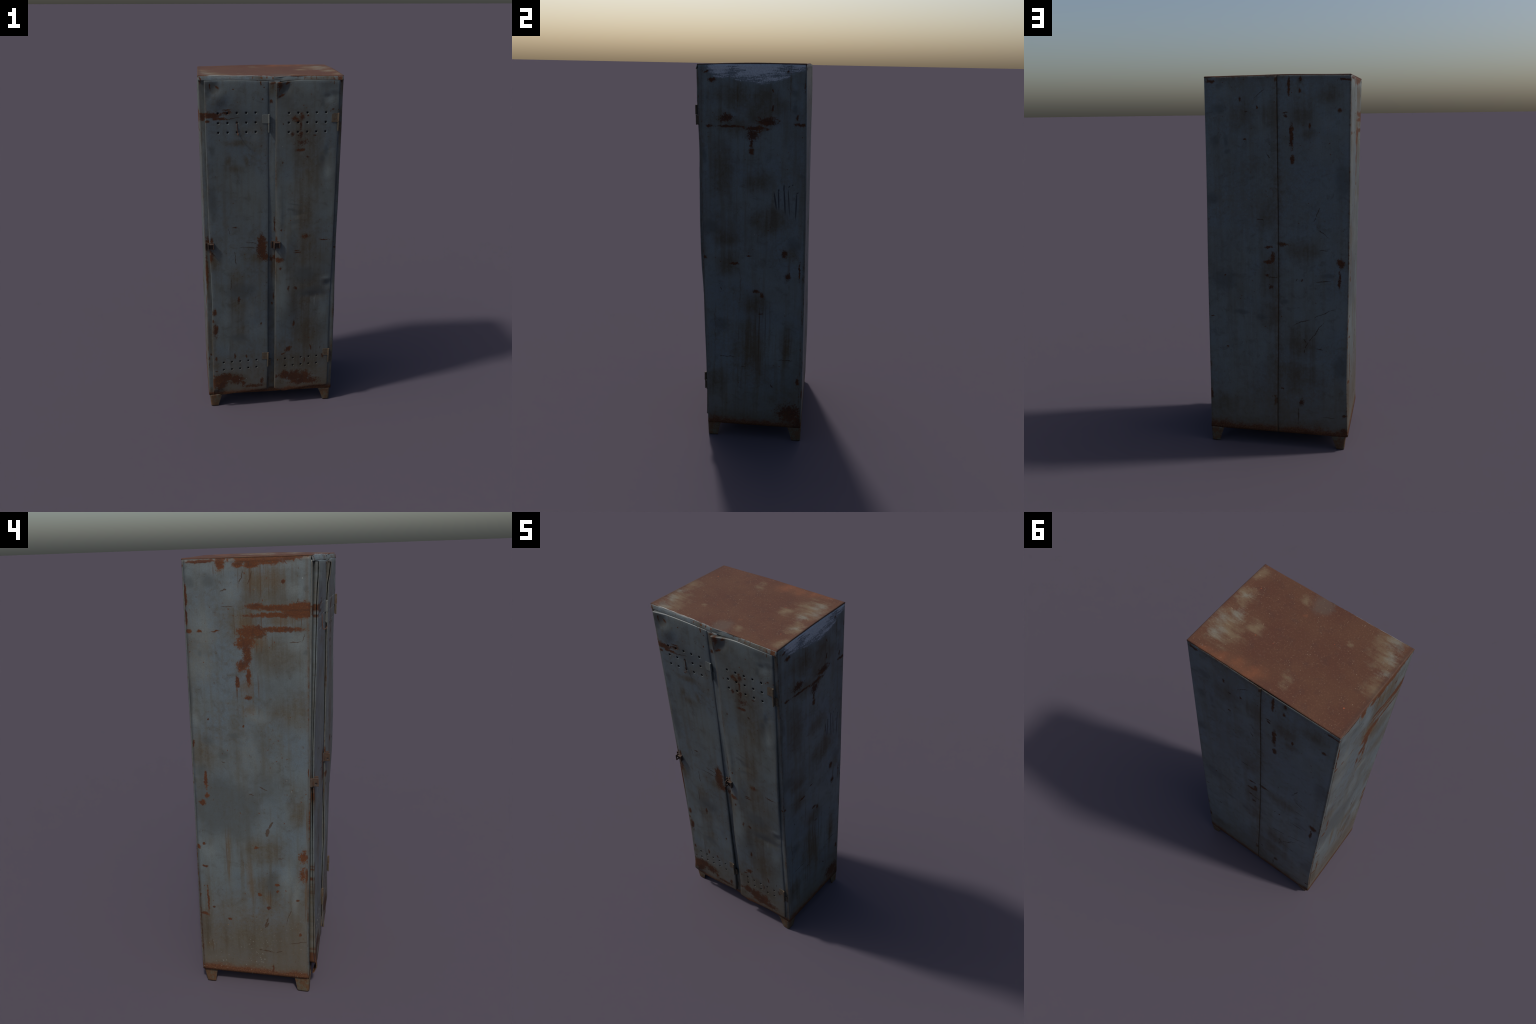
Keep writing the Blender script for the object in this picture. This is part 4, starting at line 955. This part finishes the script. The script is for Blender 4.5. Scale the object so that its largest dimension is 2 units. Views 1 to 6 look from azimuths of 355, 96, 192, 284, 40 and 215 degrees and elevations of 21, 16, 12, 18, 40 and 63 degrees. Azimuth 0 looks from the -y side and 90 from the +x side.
# near-black plate behind each door: vent hole shadow modelled as a coloured sheet
M_HOLE_SHADOW = rusty("door_liner", (0.012, 0.012, 0.012), (0.016, 0.012, 0.010), 0.0, 9.0, 20.0)
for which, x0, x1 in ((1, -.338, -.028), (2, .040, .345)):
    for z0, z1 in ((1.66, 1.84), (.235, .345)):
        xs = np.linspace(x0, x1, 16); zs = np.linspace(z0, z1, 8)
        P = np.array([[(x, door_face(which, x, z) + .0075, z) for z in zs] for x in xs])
        o = add("door_liner", grid_mesh(P, "door_liner"), M_HOLE_SHADOW, door1 if which == 1 else door2)
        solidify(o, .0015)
# ---------------------------------------------------------------- small fittings
class Builder:
    def __init__(self): self.v = []; self.f = []
    def box(self, x0, x1, y0, y1, z0, z1, taper=None):
        n = len(self.v)
        self.v += [(x, y, z) for x in (x0, x1) for y in (y0, y1) for z in (z0, z1)]
        self.f += [tuple(n + i for i in q) for q in [(0, 1, 3, 2), (4, 6, 7, 5), (0, 4, 5, 1), (2, 3, 7, 6), (0, 2, 6, 4), (1, 5, 7, 3)]]
    def cyl(self, x, y, z0, z1, r, r1=None, n=14):
        r1 = r if r1 is None else r1
        b = len(self.v)
        rings = [(z0, r1 * .75), (z0 + .0012, r1), (z1 - .0012, r), (z1, r * .75)]
        for z, rr in rings:
            self.v += [(x + rr * math.cos(2*math.pi*i/n), y + rr * math.sin(2*math.pi*i/n), z) for i in range(n)]
        for k in range(3):
            for i in range(n):
                j = (i + 1) % n
                self.f.append((b + k*n + i, b + k*n + j, b + (k+1)*n + j, b + (k+1)*n + i))
        self.f.append(tuple(b + i for i in reversed(range(n)))); self.f.append(tuple(b + 3*n + i for i in range(n)))
    def holed_plate(self, x0, x1, y0, y1, z0, z1, cy, cz, r, n=16, round_=.006):
        """plate in the y-z plane with a round hole, rounded outline"""
        b = len(self.v)
        def outer(a):
            # superellipse-like outline around the hole centre, clipped to the plate
            dy, dz = math.cos(a), math.sin(a)
            t = 1e9
            for d, lo, hi, c in ((dy, y0, y1, cy), (dz, z0, z1, cz)):
                if d > 1e-6: t = min(t, (hi - c) / d)
                elif d < -1e-6: t = min(t, (lo - c) / d)
            return cy + dy * t, cz + dz * t
        cor = [math.atan2(z - cz, y - cy) for y in (y0, y1) for z in (z0, z1)]
        angs = sorted([2*math.pi*i/n - math.pi for i in range(n)] + cor)
        m = len(angs)
        for x in (x0, x1):
            for a in angs: self.v.append((x, *outer(a)))
            for a in angs: self.v.append((x, cy + r*math.cos(a), cz + r*math.sin(a)))
        for i in range(m):
            j = (i + 1) % m
            o0, o1, h0, h1 = b + i, b + j, b + m + i, b + m + j
            O0, O1, H0, H1 = b + 2*m + i, b + 2*m + j, b + 3*m + i, b + 3*m + j
            self.f += [(o0, h0, h1, o1), (O0, O1, H1, H0), (o0, o1, O1, O0), (h0, H0, H1, h1)]
    def mesh(self, name, ang=35): return mesh_from(self.v, self.f, name, ang)

def build_hinge():
    b = Builder()
    b.box(-.0375, -.004, -.0026, .001, -.0010, .0460)     # leaf on the door
    b.cyl(-.0005, -.0062, .0005, .0480, .0050)            # upper knuckle
    b.box(-.006, .001, -.0066, -.0010, .0005, .0470)
    b.cyl(-.0012, -.0052, -.0490, -.0005, .0044, .0036)   # lower knuckle
    b.box(-.001, .0165, .0025, .0088, -.047, -.002)       # leaf on the frame
    b.box(-.0012, .0012, -.0050, .0085, -.046, -.002)
    return b.mesh("hinge")
hm = build_hinge(); hm.materials.append(M_HINGE_A)
for which, x, z, mat, par in ((1, -.0140, 1.7465, M_HINGE_A, door1), (1, -.0105, .3205, M_HINGE_B, door1),
                              (2, .3565, 1.7470, M_HINGE_B, door2), (2, .3625, .3215, M_HINGE_B, door2)):
    o = bpy.data.objects.new("hinge", hm); bpy.context.scene.collection.objects.link(o)
    o.parent = par; o.location = (x, door_face(which, x - .01, z), z)
    o.material_slots[0].link = 'OBJECT'; o.material_slots[0].material = mat
    o.scale = (1, 1, 1 if z > 1 else 1.0)
    bevel(o, .0008, 2)

def build_latch(which, xs, xd, z0, z1, yf, ydoor, yout, parent):
    """hasp: bracket on the frame with a pierced lug, and a cheek on the door"""
    b = Builder()
    b.box(xs - .0175, xs - .0118, yf - .0095, yf + .004, z0 + .001, z1 + .002)     # rib on the frame
    b.box(xs - .0125, xs, yf - .0045, yf + .004, z0 - .002, z1)                  # foot of the lug
    b.holed_plate(xs - .0022, xs + .0022, yout, yf + .010, z0, z1, yout + .011, z0 + .013, .0048)
    b.box(xs + .001, xd, ydoor - .0012, ydoor + .002, z0, z1 + .002)             # worn back plate
    b.box(xd - .0048, xd, ydoor - .0150, ydoor + .003, z0 + .002, z1)            # cheek
    b.box(xs + .006, xd - .0040, ydoor - .0135, ydoor - .0005, z1 - .0075, z1 - .0030)
    b.box(xs + .009, xd - .0040, ydoor - .0070, ydoor - .0005, z0 + .001, z0 + .006)   # top bridge
    o = add("latch", b.mesh("latch"), M_LATCH, parent)
    bevel(o, .0011, 2)
    return o
build_latch(1, -.3525, -.3205, 1.0450, 1.0815, float(front_y(-.355, 1.06)), door_face(1, -.335, 1.06), -.2830, ROOT)
build_latch(2, .0180, .0525, 1.0405, 1.0810, float(front_y(.01, 1.06)) - .004, door_face(2, .04, 1.06), -.2840, ROOT)

# wire hook hanging from a vent hole
def tube(path, r, n=8):
    P = [Vector(p) for p in path]; v = []; f = []
    up = Vector((1, 0, 0))
    for i, p in enumerate(P):
        t = (P[min(i+1, len(P)-1)] - P[max(i-1, 0)]).normalized()
        s = t.cross(up).normalized(); u = s.cross(t)
        v += [tuple(p + r * (math.cos(2*math.pi*k/n) * s + math.sin(2*math.pi*k/n) * u)) for k in range(n)]
    for i in range(len(P) - 1):
        for k in range(n):
            l = (k + 1) % n
            f.append((i*n + k, i*n + l, (i+1)*n + l, (i+1)*n + k))
    f.append(tuple(reversed(range(n)))); f.append(tuple((len(P)-1)*n + k for k in range(n)))
    return v, f
yh = door_face(1, -.185, 1.75)
key = [(-.1850, yh + .012, 1.7495), (-.1848, yh + .002, 1.7505), (-.1847, -.2738, 1.7500), (-.1845, -.2750, 1.7460), (-.1840, -.2752, 1.730),
       (-.1830, -.2760, 1.706), (-.1815, -.2780, 1.693), (-.1798, -.2838, 1.6878), (-.1778, -.2905, 1.6920), (-.1755, -.2950, 1.7020)]
ts = np.arange(len(key)); fs = [curve(list(zip(ts, [k[c] for k in key]))) for c in range(3)]
path = [[float(f(t)) for f in fs] for t in np.linspace(0, len(key) - 1, 60)]
v, f = tube(path, .0016)
add("wire_hook", mesh_from(v, f, "wire_hook", 60), M_WIRE, door1)

# ---------------------------------------------------------------- feet: folded, tapering sheet legs
def foot(cx, cy, sx, sy, wx_top, wx_bot, wy_top, wy_bot, lean_x, lean_y):
    """outer corner (cx, cy); sx, sy point inward; the outer edge leans in by lean at the floor"""
    rows = []
    for t in np.linspace(0, 1, 12):               # 0 top, 1 floor
        z = .0805 * (1 - t) 
        k = t ** .85
        ox, oy = cx + sx * lean_x * t, cy + sy * lean_y * t
        wx = wx_top + (wx_bot - wx_top) * k; wy = wy_top + (wy_bot - wy_top) * k
        r = .007
        pts = [(ox + sx * (wx - .0015), oy + sy * .0035), (ox + sx * wx, oy), (ox + sx * (wx * .6 + r * .4), oy)]
        for s in np.linspace(0, 1, 5):
            q = (1-s)**2 * np.array([r, 0]) + s*s * np.array([0, r])
            pts.append((ox + sx * q[0], oy + sy * q[1]))
        pts += [(ox, oy + sy * (wy * .6 + r * .4)), (ox, oy + sy * wy), (ox + sx * .0035, oy + sy * (wy - .0015))]
        rows.append([(p[0], p[1], z) for p in pts])
    P = np.array(rows)
    me = grid_mesh(P, "foot", flip=(sx * sy < 0))
    o = add("foot", me, M_FOOT)
    solidify(o, .0045)
    return o
foot(-.3655, -.2325, 1, 1, .070, .0365, .064, .0460, .0085, .0040)
foot(.3780, -.2155, -1, 1, .068, .0330, .066, .0440, .0030, .0030)
foot(.3830, .2925, -1, -1, .068, .0385, .066, .0410, .0015, .0015)
foot(-.3680, .2810, 1, -1, .072, .0345, .066, .0370, .0095, .0110)
